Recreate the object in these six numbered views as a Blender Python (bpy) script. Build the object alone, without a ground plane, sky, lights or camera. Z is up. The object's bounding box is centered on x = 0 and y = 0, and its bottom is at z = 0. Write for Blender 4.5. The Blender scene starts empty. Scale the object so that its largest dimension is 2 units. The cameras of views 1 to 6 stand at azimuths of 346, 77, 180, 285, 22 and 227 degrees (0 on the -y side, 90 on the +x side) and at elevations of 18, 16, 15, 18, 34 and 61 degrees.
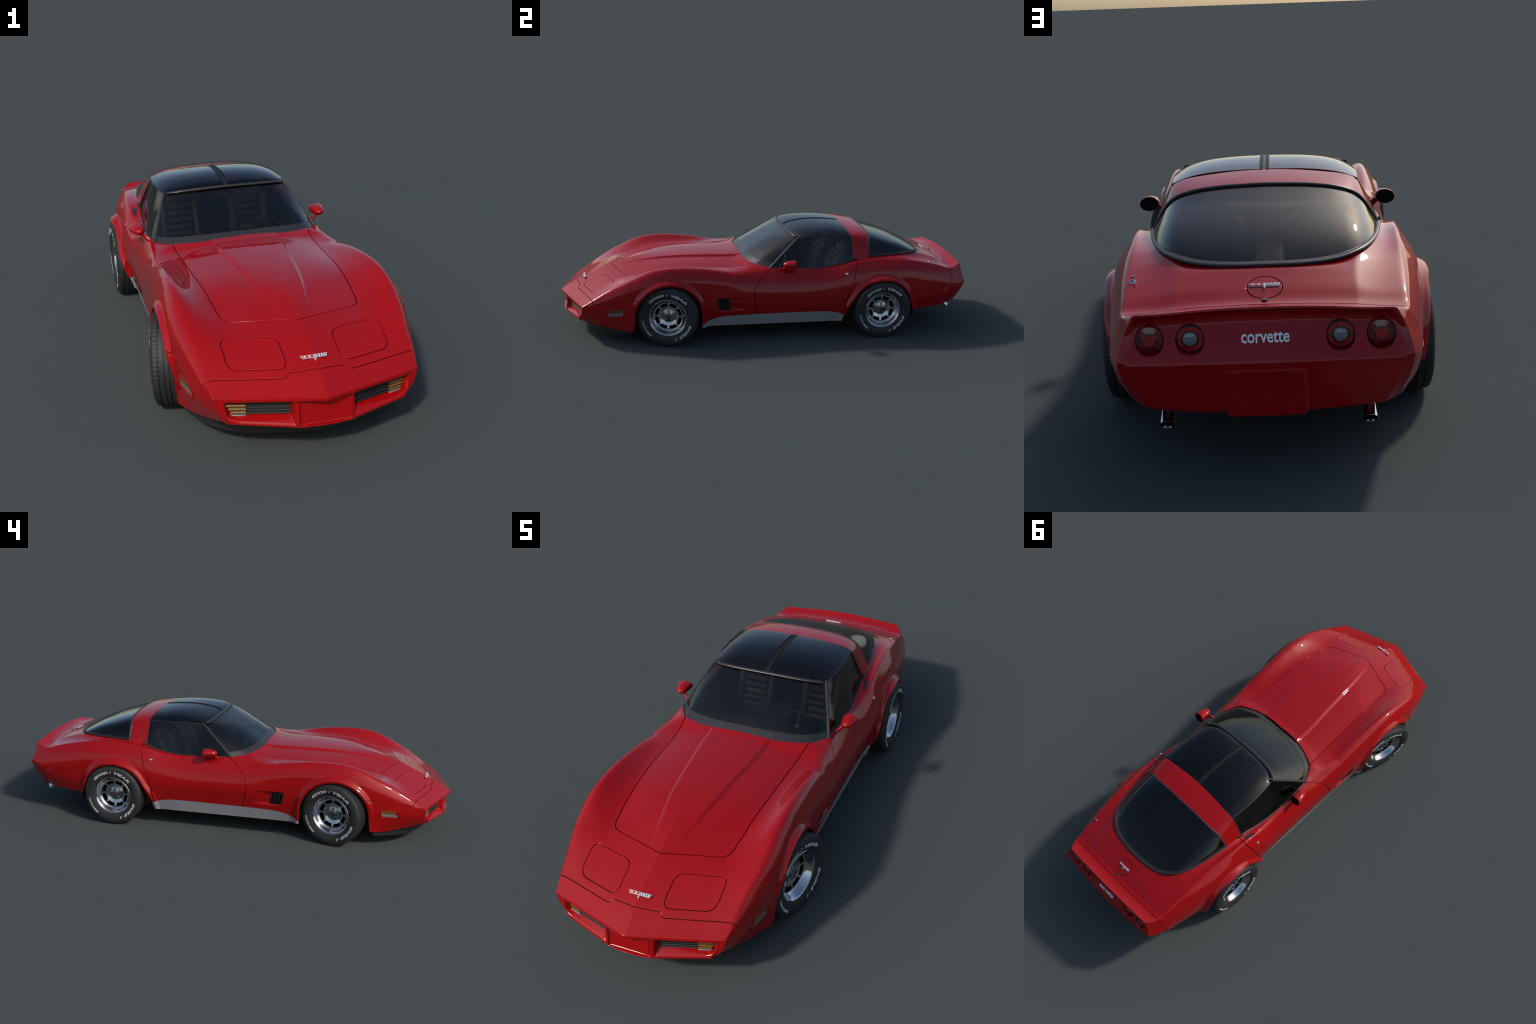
"""Red two-seat fastback sports coupe of about 1980, built part by part.

Frame: metres, z up, nose at y = -1, tail at y = +1, wheels on z = 0.
The lower body is lofted from feature lines (centre line, belt / shut line,
fender crest, side sections); panels are then cut out of that one skin with
shut-line fields, each panel getting rolled edges, over a dark inner shell.
"""
import bpy, math, random
import numpy as np
from mathutils import Vector, Matrix
from mathutils.bvhtree import BVHTree

random.seed(7)
rng = np.random.default_rng(7)

# ----------------------------------------------------------------- numerics
def smooth01(a, b, x):
    t = np.clip((np.asarray(x, float) - a) / (b - a), 0, 1)
    return t * t * (3 - 2 * t)

def pchip(xs, ys, x):
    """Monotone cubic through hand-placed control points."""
    xs = np.asarray(xs, float); ys = np.asarray(ys, float); x = np.asarray(x, float)
    h = np.diff(xs); d = np.diff(ys) / h
    m = np.zeros(len(xs))
    m[0], m[-1] = d[0], d[-1]
    for i in range(1, len(xs) - 1):
        if d[i - 1] * d[i] > 0:
            w1, w2 = 2 * h[i] + h[i - 1], h[i] + 2 * h[i - 1]
            m[i] = (w1 + w2) / (w1 / d[i - 1] + w2 / d[i])
    i = np.clip(np.searchsorted(xs, x) - 1, 0, len(h) - 1)
    t = np.clip((x - xs[i]) / h[i], 0, 1)
    return ((2*t**3 - 3*t**2 + 1) * ys[i] + (t**3 - 2*t**2 + t) * h[i] * m[i]
            + (-2*t**3 + 3*t**2) * ys[i + 1] + (t**3 - t**2) * h[i] * m[i + 1])

def pchip_rows(xs, Y, x):
    """The same monotone cubic for many rows of values at once, at one position."""
    xs = np.asarray(xs, float); h = np.diff(xs); d = np.diff(Y, axis=1) / h
    m = np.zeros_like(Y); m[:, 0], m[:, -1] = d[:, 0], d[:, -1]
    for i in range(1, len(xs) - 1):
        a, b = d[:, i - 1], d[:, i]; w1, w2 = 2 * h[i] + h[i - 1], h[i] + 2 * h[i - 1]
        ok = a * b > 0
        m[ok, i] = (w1 + w2) / (w1 / a[ok] + w2 / b[ok])
    i = int(np.clip(np.searchsorted(xs, x) - 1, 0, len(h) - 1)); t = (x - xs[i]) / h[i]
    return ((2*t**3 - 3*t**2 + 1) * Y[:, i] + (t**3 - 2*t**2 + t) * h[i] * m[:, i]
            + (-2*t**3 + 3*t**2) * Y[:, i + 1] + (t**3 - t**2) * h[i] * m[:, i + 1])

def curve1d(points, soft=0.014):
    """Control points (position, value) -> smooth callable line, lightly faired."""
    p = np.array(points, float)
    xs = np.linspace(p[0, 0], p[-1, 0], 1201)
    ys = pchip(p[:, 0], p[:, 1], xs)
    if soft:
        step = xs[1] - xs[0]
        r = max(1, int(3 * soft / step))
        k = np.exp(-0.5 * (np.arange(-r, r + 1) * step / soft) ** 2); k /= k.sum()
        ext = np.concatenate([2 * ys[0] - ys[r:0:-1], ys, 2 * ys[-1] - ys[-2:-r - 2:-1]])
        ys = np.convolve(ext, k, "valid")
    return lambda x: np.interp(x, xs, ys)

def spline3(points, n):
    """Points in space resampled along a smooth curve, evenly by chord length."""
    p = np.array(points, float)
    s = np.concatenate([[0], np.cumsum(np.linalg.norm(np.diff(p, axis=0), axis=1))])
    q = np.linspace(0, s[-1], n)
    return np.stack([pchip(s, p[:, k], q) for k in range(p.shape[1])], 1)

def polygon_distance(x, y, poly):
    """Signed distance to a closed outline in a plane (negative inside)."""
    best = np.full(x.shape, 1e9); inside = np.zeros(x.shape, bool)
    n = len(poly)
    for i in range(n):
        ax, ay = poly[i]; bx, by = poly[(i + 1) % n]
        ex, ey = bx - ax, by - ay
        t = np.clip(((x - ax) * ex + (y - ay) * ey) / (ex * ex + ey * ey + 1e-12), 0, 1)
        best = np.minimum(best, np.hypot(x - ax - t * ex, y - ay - t * ey))
        c = ((ay > y) != (by > y)) & (x < ex * (y - ay) / (by - ay + 1e-12) + ax)
        inside ^= c
    return np.where(inside, -best, best)

def rounded(poly, radius, n=8):
    """Round the corners of a polygon."""
    out = []; m = len(poly); poly = [np.array(p, float) for p in poly]
    r = radius if hasattr(radius, "__len__") else [radius] * m
    for i in range(m):
        a, b, c = poly[i - 1], poly[i], poly[(i + 1) % m]
        u = (a - b) / np.linalg.norm(a - b); v = (c - b) / np.linalg.norm(c - b)
        d = min(r[i], 0.49 * np.linalg.norm(a - b), 0.49 * np.linalg.norm(c - b))
        for t in np.linspace(0, 1, n):
            out.append(tuple((1-t)**2 * (b + u*d) + 2*t*(1-t) * b + t*t * (b + v*d)))
    return out

# ---------------------------------------------------------------- materials
def new_material(name):
    m = bpy.data.materials.new(name); m.use_nodes = True
    nt = m.node_tree
    return m, nt, nt.nodes["Principled BSDF"]

def principled(name, colour, rough=0.5, metal=0.0, coat=0.0, spec=0.5, grain=0.0, grain_scale=60, bump=0.0, bump_scale=300, **kw):
    m, nt, b = new_material(name)
    b.inputs["Base Color"].default_value = (*colour, 1)
    b.inputs["Roughness"].default_value = rough
    b.inputs["Metallic"].default_value = metal
    b.inputs["Coat Weight"].default_value = coat
    b.inputs["Coat Roughness"].default_value = 0.03
    b.inputs["Specular IOR Level"].default_value = spec
    for k, v in kw.items():
        b.inputs[k.replace("_", " ")].default_value = v
    tc = nt.nodes.new("ShaderNodeTexCoord")
    if grain:
        n = nt.nodes.new("ShaderNodeTexNoise"); n.inputs["Scale"].default_value = grain_scale
        n.inputs["Detail"].default_value = 4
        r = nt.nodes.new("ShaderNodeValToRGB")
        r.color_ramp.elements[0].position = 0.3; r.color_ramp.elements[1].position = 0.7
        r.color_ramp.elements[0].color = (*[c * (1 - grain) for c in colour], 1)
        r.color_ramp.elements[1].color = (*[min(1, c * (1 + grain)) for c in colour], 1)
        nt.links.new(tc.outputs["Object"], n.inputs["Vector"])
        nt.links.new(n.outputs["Fac"], r.inputs["Fac"])
        nt.links.new(r.outputs["Color"], b.inputs["Base Color"])
    if bump:
        n = nt.nodes.new("ShaderNodeTexNoise"); n.inputs["Scale"].default_value = bump_scale
        bp = nt.nodes.new("ShaderNodeBump"); bp.inputs["Strength"].default_value = bump
        bp.inputs["Distance"].default_value = 0.001
        nt.links.new(tc.outputs["Object"], n.inputs["Vector"])
        nt.links.new(n.outputs["Fac"], bp.inputs["Height"])
        nt.links.new(bp.outputs["Normal"], b.inputs["Normal"])
    return m

def tinted_glass(name, colour, rough=0.0):
    m = principled(name, colour, rough=rough, spec=0.5)
    b = m.node_tree.nodes["Principled BSDF"]
    b.inputs["Transmission Weight"].default_value = 1.0
    b.inputs["IOR"].default_value = 1.45
    return m

MAT = dict(
    paint=principled("red_lacquer", (0.322, 0.0026, 0.0034), rough=0.42, coat=0.8, spec=0.05, grain=0.03, grain_scale=9),
    shell=principled("dark_inner_shell", (0.012, 0.012, 0.012), rough=0.9, spec=0.1),
    glass=tinted_glass("smoked_glass", (0.50, 0.49, 0.42)),  # tint warmed to cancel blue skylight on the cabin
    roof_glass=tinted_glass("roof_panel_glass", (0.20, 0.205, 0.215)),
    trim=principled("black_trim", (0.020, 0.020, 0.021), rough=0.45, grain=0.1),
    frame=principled("bronze_black_frame", (0.034, 0.032, 0.030), rough=0.38, metal=0.2, grain=0.08),
    band=principled("black_windshield_band", (0.026, 0.026, 0.027), rough=0.32, grain=0.05),
    rubber=principled("tyre_rubber", (0.018, 0.018, 0.0185), rough=0.62, grain=0.15, grain_scale=30, bump=0.15, bump_scale=500),
    letters=principled("raised_white_letters", (0.55, 0.55, 0.54), rough=0.6, grain=0.08),
    alloy=principled("polished_alloy", (0.56, 0.565, 0.575), rough=0.15, metal=1.0),  # base grey lowered to carry the rim's dark reflections
    chrome=principled("chrome", (0.78, 0.78, 0.80), rough=0.06, metal=1.0),
    dark_chrome=principled("smoked_chrome", (0.36, 0.37, 0.39), rough=0.12, metal=1.0),
    sill=principled("satin_grey_sill", (0.29, 0.292, 0.30), rough=0.42, metal=0.15, grain=0.04),
    black=principled("matt_black_plastic", (0.02, 0.02, 0.02), rough=0.55, grain=0.1),
    void=principled("wheel_well_black", (0.006, 0.006, 0.006), rough=1.0, spec=0.05),
    leather=principled("dark_leather", (0.034, 0.032, 0.029), rough=0.5, grain=0.15, grain_scale=40, bump=0.2, bump_scale=400),
    carpet=principled("dark_carpet", (0.015, 0.016, 0.016), rough=0.95, grain=0.2, grain_scale=200),
    amber=principled("amber_lens", (0.14, 0.068, 0.008), rough=0.15, coat=0.6, grain=0.2, grain_scale=150),  # amber darkened to include the shade under the bumper lip
    clear=principled("clear_lens", (0.17, 0.175, 0.18), rough=0.12, coat=0.8, grain=0.2, grain_scale=200),
    red_lens=principled("red_lens", (0.34, 0.004, 0.006), rough=0.12, coat=1.0, grain=0.25, grain_scale=60),
    dark_lens=principled("dark_red_lens", (0.13, 0.004, 0.006), rough=0.1, coat=1.0, grain=0.25, grain_scale=60),
    mirror=principled("mirror_glass", (0.004, 0.004, 0.005), rough=0.5, spec=0.05),
    badge_red=principled("badge_red", (0.5, 0.01, 0.012), rough=0.25, coat=0.5),
    badge_white=principled("badge_white", (0.75, 0.75, 0.75), rough=0.3),
    white=principled("white_lettering", (0.86, 0.87, 0.89), rough=0.35),  # silver tail letters whitened to offset the shade they lie in
    silver=principled("badge_silver", (0.55, 0.56, 0.58), rough=0.3, metal=0.3),
    spine=principled("matt_roof_spine", (0.010, 0.010, 0.011), rough=0.55, spec=0.12, grain=0.1),
    handle=principled("handle_blue_black", (0.03, 0.034, 0.042), rough=0.25, metal=0.4),
)

def checker_material():
    m, nt, b = new_material("checkered_flag")
    tc = nt.nodes.new("ShaderNodeTexCoord"); ck = nt.nodes.new("ShaderNodeTexChecker")
    ck.inputs["Scale"].default_value = 260
    ck.inputs["Color1"].default_value = (0.75, 0.75, 0.76, 1); ck.inputs["Color2"].default_value = (0.02, 0.02, 0.02, 1)
    nt.links.new(tc.outputs["Object"], ck.inputs["Vector"]); nt.links.new(ck.outputs["Color"], b.inputs["Base Color"])
    b.inputs["Roughness"].default_value = 0.3
    return m
MAT["checker"] = checker_material()

# --------------------------------------------------------------- scene tools
COLL = bpy.context.scene.collection

def empty(name, parent=None, loc=(0, 0, 0)):
    o = bpy.data.objects.new(name, None); o.empty_display_size = 0.05
    COLL.objects.link(o); o.location = loc
    if parent: o.parent = parent
    return o

CAR = empty("sports_car")
CAR["label"] = "glossy red two-seat fastback coupe with smoked glass roof panels"
CAR["category"] = "sports car"

def add_mesh(name, V, F, mat, parent=CAR, N=None, smooth=True, angle=None, kind=None):
    me = bpy.data.meshes.new(name)
    me.from_pydata([tuple(v) for v in np.asarray(V, float)], [], [tuple(int(i) for i in f) for f in F])
    me.update()
    me.polygons.foreach_set("use_smooth", np.full(len(me.polygons), bool(smooth)))
    if mat is not None: me.materials.append(MAT[mat] if isinstance(mat, str) else mat)
    if N is not None:
        N = np.asarray(N, float); N = N / np.maximum(np.linalg.norm(N, axis=1, keepdims=True), 1e-9)
        me.normals_split_custom_set_from_vertices([tuple(n) for n in N])
    elif angle is not None:
        me.set_sharp_from_angle(angle=math.radians(angle))
    o = bpy.data.objects.new(name, me); COLL.objects.link(o)
    o.parent = parent
    if kind: o["kind"] = kind
    return o

def grid_faces(r, c, base=0, close=False):
    i, j = np.meshgrid(np.arange(r - 1), np.arange(c if close else c - 1), indexing="ij")
    a = i * c + j; b = i * c + (j + 1) % c
    return np.stack([a, b, b + c, a + c], -1).reshape(-1, 4) + base

def grid_normals(P, close=False):
    """Per-vertex normals of a grid of points by central differences."""
    du = np.gradient(P, axis=0)
    if close:
        dv = np.roll(P, -1, 1) - np.roll(P, 1, 1)
    else:
        dv = np.gradient(P, axis=1)
    n = np.cross(du, dv)
    return n / np.maximum(np.linalg.norm(n, axis=2, keepdims=True), 1e-12)

class Soup:
    """Several pieces collected into one mesh."""
    def __init__(self): self.v = []; self.f = []; self.n = 0
    def add(self, V, F):
        V = np.asarray(V, float).reshape(-1, 3)
        self.v.append(V); self.f += [tuple(int(i) + self.n for i in f) for f in F]; self.n += len(V)
    def build(self, name, mat, parent=CAR, smooth=True, angle=35, kind=None):
        return add_mesh(name, np.concatenate(self.v), self.f, mat, parent, smooth=smooth, angle=angle, kind=kind)

def lathe(profile, n=96, axis="x"):
    """Revolve (u along the axle, r) about the x axis."""
    p = np.array(profile, float); th = np.linspace(0, 2 * np.pi, n, endpoint=False)
    P = np.stack([np.repeat(p[:, :1], n, 1), p[:, 1:] * np.cos(th), p[:, 1:] * np.sin(th)], -1)
    if axis == "y": P = P[..., [1, 0, 2]]
    if axis == "z": P = P[..., [1, 2, 0]]
    F = grid_faces(len(p), n, close=True)
    if axis == "y": F = F[:, ::-1]
    return P.reshape(-1, 3), F

def sweep(path, radius, n=10, squash=1.0, up=(0, 0, 1), caps=True):
    """Tube along a path; radius may vary."""
    p = np.array(path, float); m = len(p)
    r = np.broadcast_to(np.asarray(radius, float), (m,))
    t = np.gradient(p, axis=0); t /= np.linalg.norm(t, axis=1, keepdims=True)
    u = np.array(up, float)
    rings = []
    for i in range(m):
        side = np.cross(t[i], u)
        if np.linalg.norm(side) < 1e-6: side = np.cross(t[i], (1, 0, 0))
        side /= np.linalg.norm(side); nn = np.cross(side, t[i])
        a = np.linspace(0, 2 * np.pi, n, endpoint=False)
        rings.append(p[i] + r[i] * (np.cos(a)[:, None] * side + squash * np.sin(a)[:, None] * nn))
    P = np.array(rings)
    F = [tuple(f) for f in grid_faces(m, n, close=True)]
    if caps:
        F.append(tuple(range(n - 1, -1, -1))); F.append(tuple((m - 1) * n + k for k in range(n)))
    return P.reshape(-1, 3), F

def box(cx, cy, cz, sx, sy, sz, bevel=0.0, taper=None):
    """Box with optionally chamfered edges (half sizes)."""
    if bevel <= 0:
        V = [(cx + a * sx, cy + b * sy, cz + c * sz) for a in (-1, 1) for b in (-1, 1) for c in (-1, 1)]
        return np.array(V), [(0, 1, 3, 2), (4, 6, 7, 5), (0, 4, 5, 1), (2, 3, 7, 6), (0, 2, 6, 4), (1, 5, 7, 3)]
    b = bevel; layers = []
    k = 4
    def ring(hx, hy, z, r):
        pts = []
        for qx, qy, a0 in ((1, 1, 0), (-1, 1, 90), (-1, -1, 180), (1, -1, 270)):
            for a in np.linspace(a0, a0 + 90, k + 1):
                pts.append((cx + qx * (hx - r) + r * math.cos(math.radians(a)), cy + qy * (hy - r) + r * math.sin(math.radians(a)), z))
        return pts
    prof = [(-sz, b)] + [(-sz + b - b * math.cos(a), b - b * math.sin(a)) for a in np.linspace(0.3, math.pi / 2, 4)]
    prof = [(z, ins) for z, ins in prof]
    prof = prof + [(-z, ins) for z, ins in prof[::-1]]
    for z, ins in prof:
        layers.append(ring(sx - ins, sy - ins, cz + z, max(1e-4, min(b, sx - ins, sy - ins))))
    P = np.array(layers); m, n = P.shape[:2]
    F = [tuple(f) for f in grid_faces(m, n, close=True)]
    F.append(tuple(range(n - 1, -1, -1))); F.append(tuple((m - 1) * n + q for q in range(n)))
    return P.reshape(-1, 3), F

def turn(V, matrix):
    V = np.asarray(V, float); M = np.array(matrix)
    return V @ M[:3, :3].T + M[:3, 3]

def thick_patch(P, thickness):
    """Closed shell from an outer grid of points, thickened inwards."""
    N = grid_normals(P); r, c = P.shape[:2]
    Q = P - N * thickness
    V = np.concatenate([P.reshape(-1, 3), Q.reshape(-1, 3)])
    F = [tuple(f[::-1]) for f in grid_faces(r, c)]
    F += [tuple(f) for f in grid_faces(r, c, base=r * c)]
    edge = ([j for j in range(c)] + [i * c + c - 1 for i in range(1, r)]
            + [(r - 1) * c + j for j in range(c - 2, -1, -1)] + [i * c for i in range(r - 2, 0, -1)])
    for a, b in zip(edge, edge[1:] + edge[:1]):
        F.append((a, b, b + r * c, a + r * c))
    return V, F

# ==================================================== LOWER BODY: feature lines
SWEEP = 0.32                                    # V of the nose in plan
nose_sweep = curve1d([(-1.02, SWEEP), (-0.74, SWEEP), (-0.5, 0.12), (-0.30, 0.0), (1.02, 0.0)], 0.03)

centre_z = curve1d([(-1.0, .181), (-.924, .229), (-.84, .269), (-.755, .306), (-.705, .3245), (-.63, .344),
    (-.55, .356), (-.42, .366), (-.25, .371), (-.165, .372), (-.139, .377), (-.05, .368), (.1, .36), (.4, .36), (.6, .372),
    (.70, .380), (.788, .3775), (.825, .366), (.861, .354), (.917, .336), (.945, .338), (.972, .348)], 0.008)
bulge_h = curve1d([(-1.0, 0), (-.74, 0), (-.70, .002), (-.55, .0065), (-.3, .0075), (-.17, .0075), (-.14, .003), (-.1, 0), (1, 0)], 0.01)
bulge_x = curve1d([(-1.0, .045), (-.72, .045), (-.63, .060), (-.55, .073), (-.4, .088), (-.16, .108), (1, .108)], 0.02)

# shut line of the hood / belt line / rear glass edge, as x(y) and z(y)
belt_x = curve1d([(-.93, .20), (-.70, .20), (-.65, .204), (-.55, .210), (-.40, .219), (-.2, .2255), (-.13, .231), (-.09, .241),
    (-.06, .258), (-.02, .279), (.05, .286), (.12, .2885), (.2, .2865), (.3, .280), (.35, .275), (.39, .2735), (.478, .2665), (.56, .256),
    (.65, .236), (.72, .206), (.765, .19), (.82, .185), (.9, .182), (.97, .165)], 0.008)
belt_z = curve1d([(-.940, .179), (-.936, .1810), (-.90, .2045), (-.86, .2295), (-.80, .2595), (-.75, .2810), (-.69, .2965), (-.65, .305), (-.6, .317), (-.55, .328), (-.5, .336),
    (-.4, .341), (-.3, .3415), (-.2, .343), (-.15, .347), (-.10, .3605), (-.05, .3535), (0, .350), (.1, .346), (.2, .3425), (.25, .344),
    (.3, .350), (.35, .361), (.39, .376), (.43, .385), (.478, .389), (.56, .3905), (.65, .390), (.72, .3865), (.765, .3765), (.82, .3605),
    (.861, .348), (.915, .329), (.945, .333), (.968, .341)], 0.010)
# fender crest
crest_x = curve1d([(-.912, .281), (-.85, .289), (-.80, .294), (-.75, .303), (-.70, .309), (-.6, .309), (-.5, .310), (-.4, .308), (-.3, .308),
    (-.2, .311), (-.1, .302), (0, .3005), (.1, .303), (.2, .305), (.3, .308), (.38, .3125), (.45, .310), (.53, .304), (.6, .299), (.7, .295),
    (.75, .292), (.85, .284), (.905, .281), (.925, .276), (.966, .249)], 0.006)
crest_z = curve1d([(-.912, .1805), (-.85, .2215), (-.80, .254), (-.75, .283), (-.70, .308), (-.65, .333), (-.6, .352), (-.55, .362), (-.5, .366),
    (-.45, .366), (-.4, .363), (-.35, .358), (-.3, .351), (-.25, .341), (-.2, .331), (-.1, .332), (0, .3345), (.1, .332), (.2, .331), (.3, .345),
    (.38, .369), (.45, .380), (.53, .385), (.6, .383), (.65, .378), (.7, .369), (.75, .359), (.8, .348), (.85, .335), (.905, .320), (.925, .3215),
    (.966, .336)], 0.008)
fender_sag = curve1d([(-1, 0), (-.75, -.001), (-.6, -.004), (-.45, -.006), (-.3, -.004), (-.15, .004), (0, .002), (.3, .001), (.42, -.005), (.55, -.0065), (.75, -.004), (.88, -.002), (1, 0)], 0.03)
crest_round = curve1d([(-1, .12), (-.8, .25), (-.65, .8), (-.5, 1), (-.2, 1), (0, .8), (.35, .5), (.5, .35), (.8, .22), (.9, .12), (1, .10)], 0.03)
bottom_z = curve1d([(-.93, .106), (-.86, .095), (-.8, .083), (-.72, .070), (-.68, .072), (-.6, .080), (-.355, .079), (.36, .079), (.4, .088),
    (.66, .131), (.69, .132), (.75, .129), (.85, .130), (.911, .134), (.97, .145)], 0.004)
# side sections: x at fractions of the height between bottom and crest
SIDE_F = (0.8, 0.55, 0.3, 0.0)
_side = [  # y, x at f = .8, .55, .3, 0
    (-.912, .277, .271, .260, .240), (-.895, .286, .283, .273, .251), (-.86, .299, .299, .291, .268), (-.8, .313, .318, .312, .292), (-.72, .332, .336, .333, .318),
    (-.68, .339, .343, .342, .337), (-.6, .345, .351, .350, .345), (-.5, .347, .353, .352, .345), (-.4, .346, .352, .348, .338),
    (-.3, .344, .350, .341, .321), (-.2, .341, .349, .338, .319), (-.1, .336, .347, .336, .319), (0, .333, .3455, .335, .319),
    (.1, .332, .3445, .334, .319), (.2, .334, .345, .335, .319), (.3, .340, .350, .339, .318), (.38, .341, .352, .344, .319),
    (.45, .341, .351, .347, .323), (.53, .342, .352, .352, .345), (.6, .340, .351, .352, .343), (.69, .329, .339, .337, .325),
    (.75, .322, .333, .330, .314), (.85, .307, .318, .312, .287), (.911, .296, .3065, .298, .267), (.966, .270, .2825, .275, .250)]
side_x = [curve1d([(r[0], r[k + 1]) for r in _side], 0.010) for k in range(4)]

ARCH = ((-.515, .135, .1565), (.531, .135, .1545))       # wheel-arch centre y, z, radius
def arch_field(y, z, which):
    cy, cz, r = ARCH[which]
    dy = np.abs(y - cy)
    leg = np.where(z < cz, dy, np.hypot(dy, z - cz))
    spread = 0.10 * np.maximum(0, cz - z)
    if which == 1:
        spread = np.where(y < cy, 0.30 * np.maximum(0, .205 - z), 0.22 * np.maximum(0, .175 - z))
    return leg - r - spread

def vent_ramp(y, z):
    """Ramp behind the side air outlet of the front fender."""
    zu = 0.222; zl = 0.161
    inz = smooth01(zl - .002, zl + .004, z) * (1 - smooth01(zu - .004, zu + .002, z))
    slant = (0.222 - z) * 0.24                              # outlet leans back towards the bottom
    yy = y - slant
    return 0.012 * inz * smooth01(-.292, -.268, yy) * (1 - smooth01(-.232, -.145, yy))

# =================================================== LOWER BODY: section lofting
ROWS = 620
NC, NG, NS = 64, 26, 84                                  # columns: centre->belt, belt->crest, crest->bottom
def solve_y(t, fx):
    y = np.array(t, float)
    for _ in range(12): y = t + nose_sweep(t) * fx(y)
    return y

def loft_half():
    t = np.linspace(-1.0, 0.972, ROWS)
    tail = smooth01(.80, .972, t) * 1.0
    # rows end on the tail line: shift outer columns so the last ring follows the spoiler edge
    yb = solve_y(t, belt_x) - tail * .003
    yk = solve_y(t, crest_x) - tail * .006
    xb, zb = belt_x(yb), belt_z(yb)
    xk, zk = crest_x(yk), crest_z(yk)
    cz = centre_z(t); bh = bulge_h(t); bx = bulge_x(t)
    p_exp = 1.0 + 1.3 * smooth01(-.74, -.45, t)
    cols = []
    for j in range(NC + 1):                              # centre to belt line
        s = j / NC; x = xb * s
        y = t + (yb - t) * s
        base = (cz - bh) + (zb - (cz - bh)) * s ** p_exp
        z = base + bh * (1 - smooth01(-.005, .005, x - bx))
        # upturned rear lip of the hood
        cols.append(np.stack([x, y, z], 1))
    for j in range(1, NG + 1):                           # belt to crest
        s = j / NG
        x = xb + (xk - xb) * s; y = yb + (yk - yb) * s
        z = zb + (zk - zb) * s + 4 * fender_sag(y) * s * (1 - s)
        cols.append(np.stack([x, y, z], 1))
    zbot = bottom_z(yk)
    xs = [f(yk) for f in side_x]
    ff = np.array([0, .3, .55, .8, 1.0])
    tail_shift = ([0, .3, .55, .8, 1.0], [-.022, .004, .022, .004, 0])
    for j in range(1, NS + 1):                           # crest to bottom edge
        f = 1 - (j / NS) ** 1.0
        X = np.stack([xs[3], xs[2], xs[1], xs[0], xk], 1)
        x = pchip_rows(ff, X, f)
        z = zbot + (zk - zbot) * f
        y = yk + smooth01(.86, .966, yk) * np.interp(f, *tail_shift) + (1 - smooth01(-.912, -.86, yk)) * (SWEEP * (x - xk) + .010 * (1 - f) ** 2)
        cols.append(np.stack([x, y, z], 1))
    G = np.stack(cols, 1)                                # rows x columns x 3
    # fair the crest: repeated averaging across the section, weighted around it
    k = NC + NG
    col = np.arange(G.shape[1])
    w = np.exp(-0.5 * ((col - k) / 8.0) ** 2) + 0.35 * np.exp(-0.5 * ((col - NC) / 4.0) ** 2)
    amp = crest_round(yk)
    keep_crest = G[:, k].copy()
    for _ in range(40):
        avg = G.copy(); avg[:, 1:-1] = 0.5 * (G[:, 2:] + G[:, :-2])
        ww = (w[None, :] * amp[:, None])[..., None] * 0.5
        ww[:, 0] = 0; ww[:, -1] = 0
        G = G + ww * (avg - G)
    lift = np.exp(-0.5 * ((col - k) / 9.0) ** 2); lift[:2] = 0; lift[-2:] = 0
    G = G + lift[None, :, None] * (keep_crest - G[:, k])[:, None, :]   # fairing must not lower the crest
    # wheel-arch flares and the outlet ramp act on the side columns
    side = col >= k - 4
    y, z = G[:, side, 1], G[:, side, 2]
    x = G[:, side, 0]
    for a in (0, 1):
        d = arch_field(y, z, a)
        wgt = (1 - smooth01(.008, .030, d)) * (1 - smooth01(.330, .356, z))
        if a == 0:
            wgt = wgt * (1 - (1 - smooth01(-.66, -.60, y)) * (1 - smooth01(.12, .25, z)))
            wgt = wgt * (1 - .6 * smooth01(-.45, -.40, y) * (1 - smooth01(.10, .22, z)))
        else:
            wgt = wgt * (1 - .85 * (1 - smooth01(.46, .50, y)) * (1 - smooth01(.09, .20, z)))
            wgt = wgt * (1 - .45 * smooth01(.56, .60, y) * (1 - smooth01(.13, .27, z)))
        drop = .008 * smooth01(.03, .10, np.abs(y - ARCH[a][0]))       # fullest over the wheel
        x = x + np.maximum(0, (.3640 if a == 0 else .3735) - drop * (0.2 if a == 0 else 1) - .005 * (1 - smooth01(-.004, .012, d)) - x) * wgt
    x = x - vent_ramp(y, z)
    G[:, side, 0] = x
    return G

HALF = loft_half()

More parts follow.
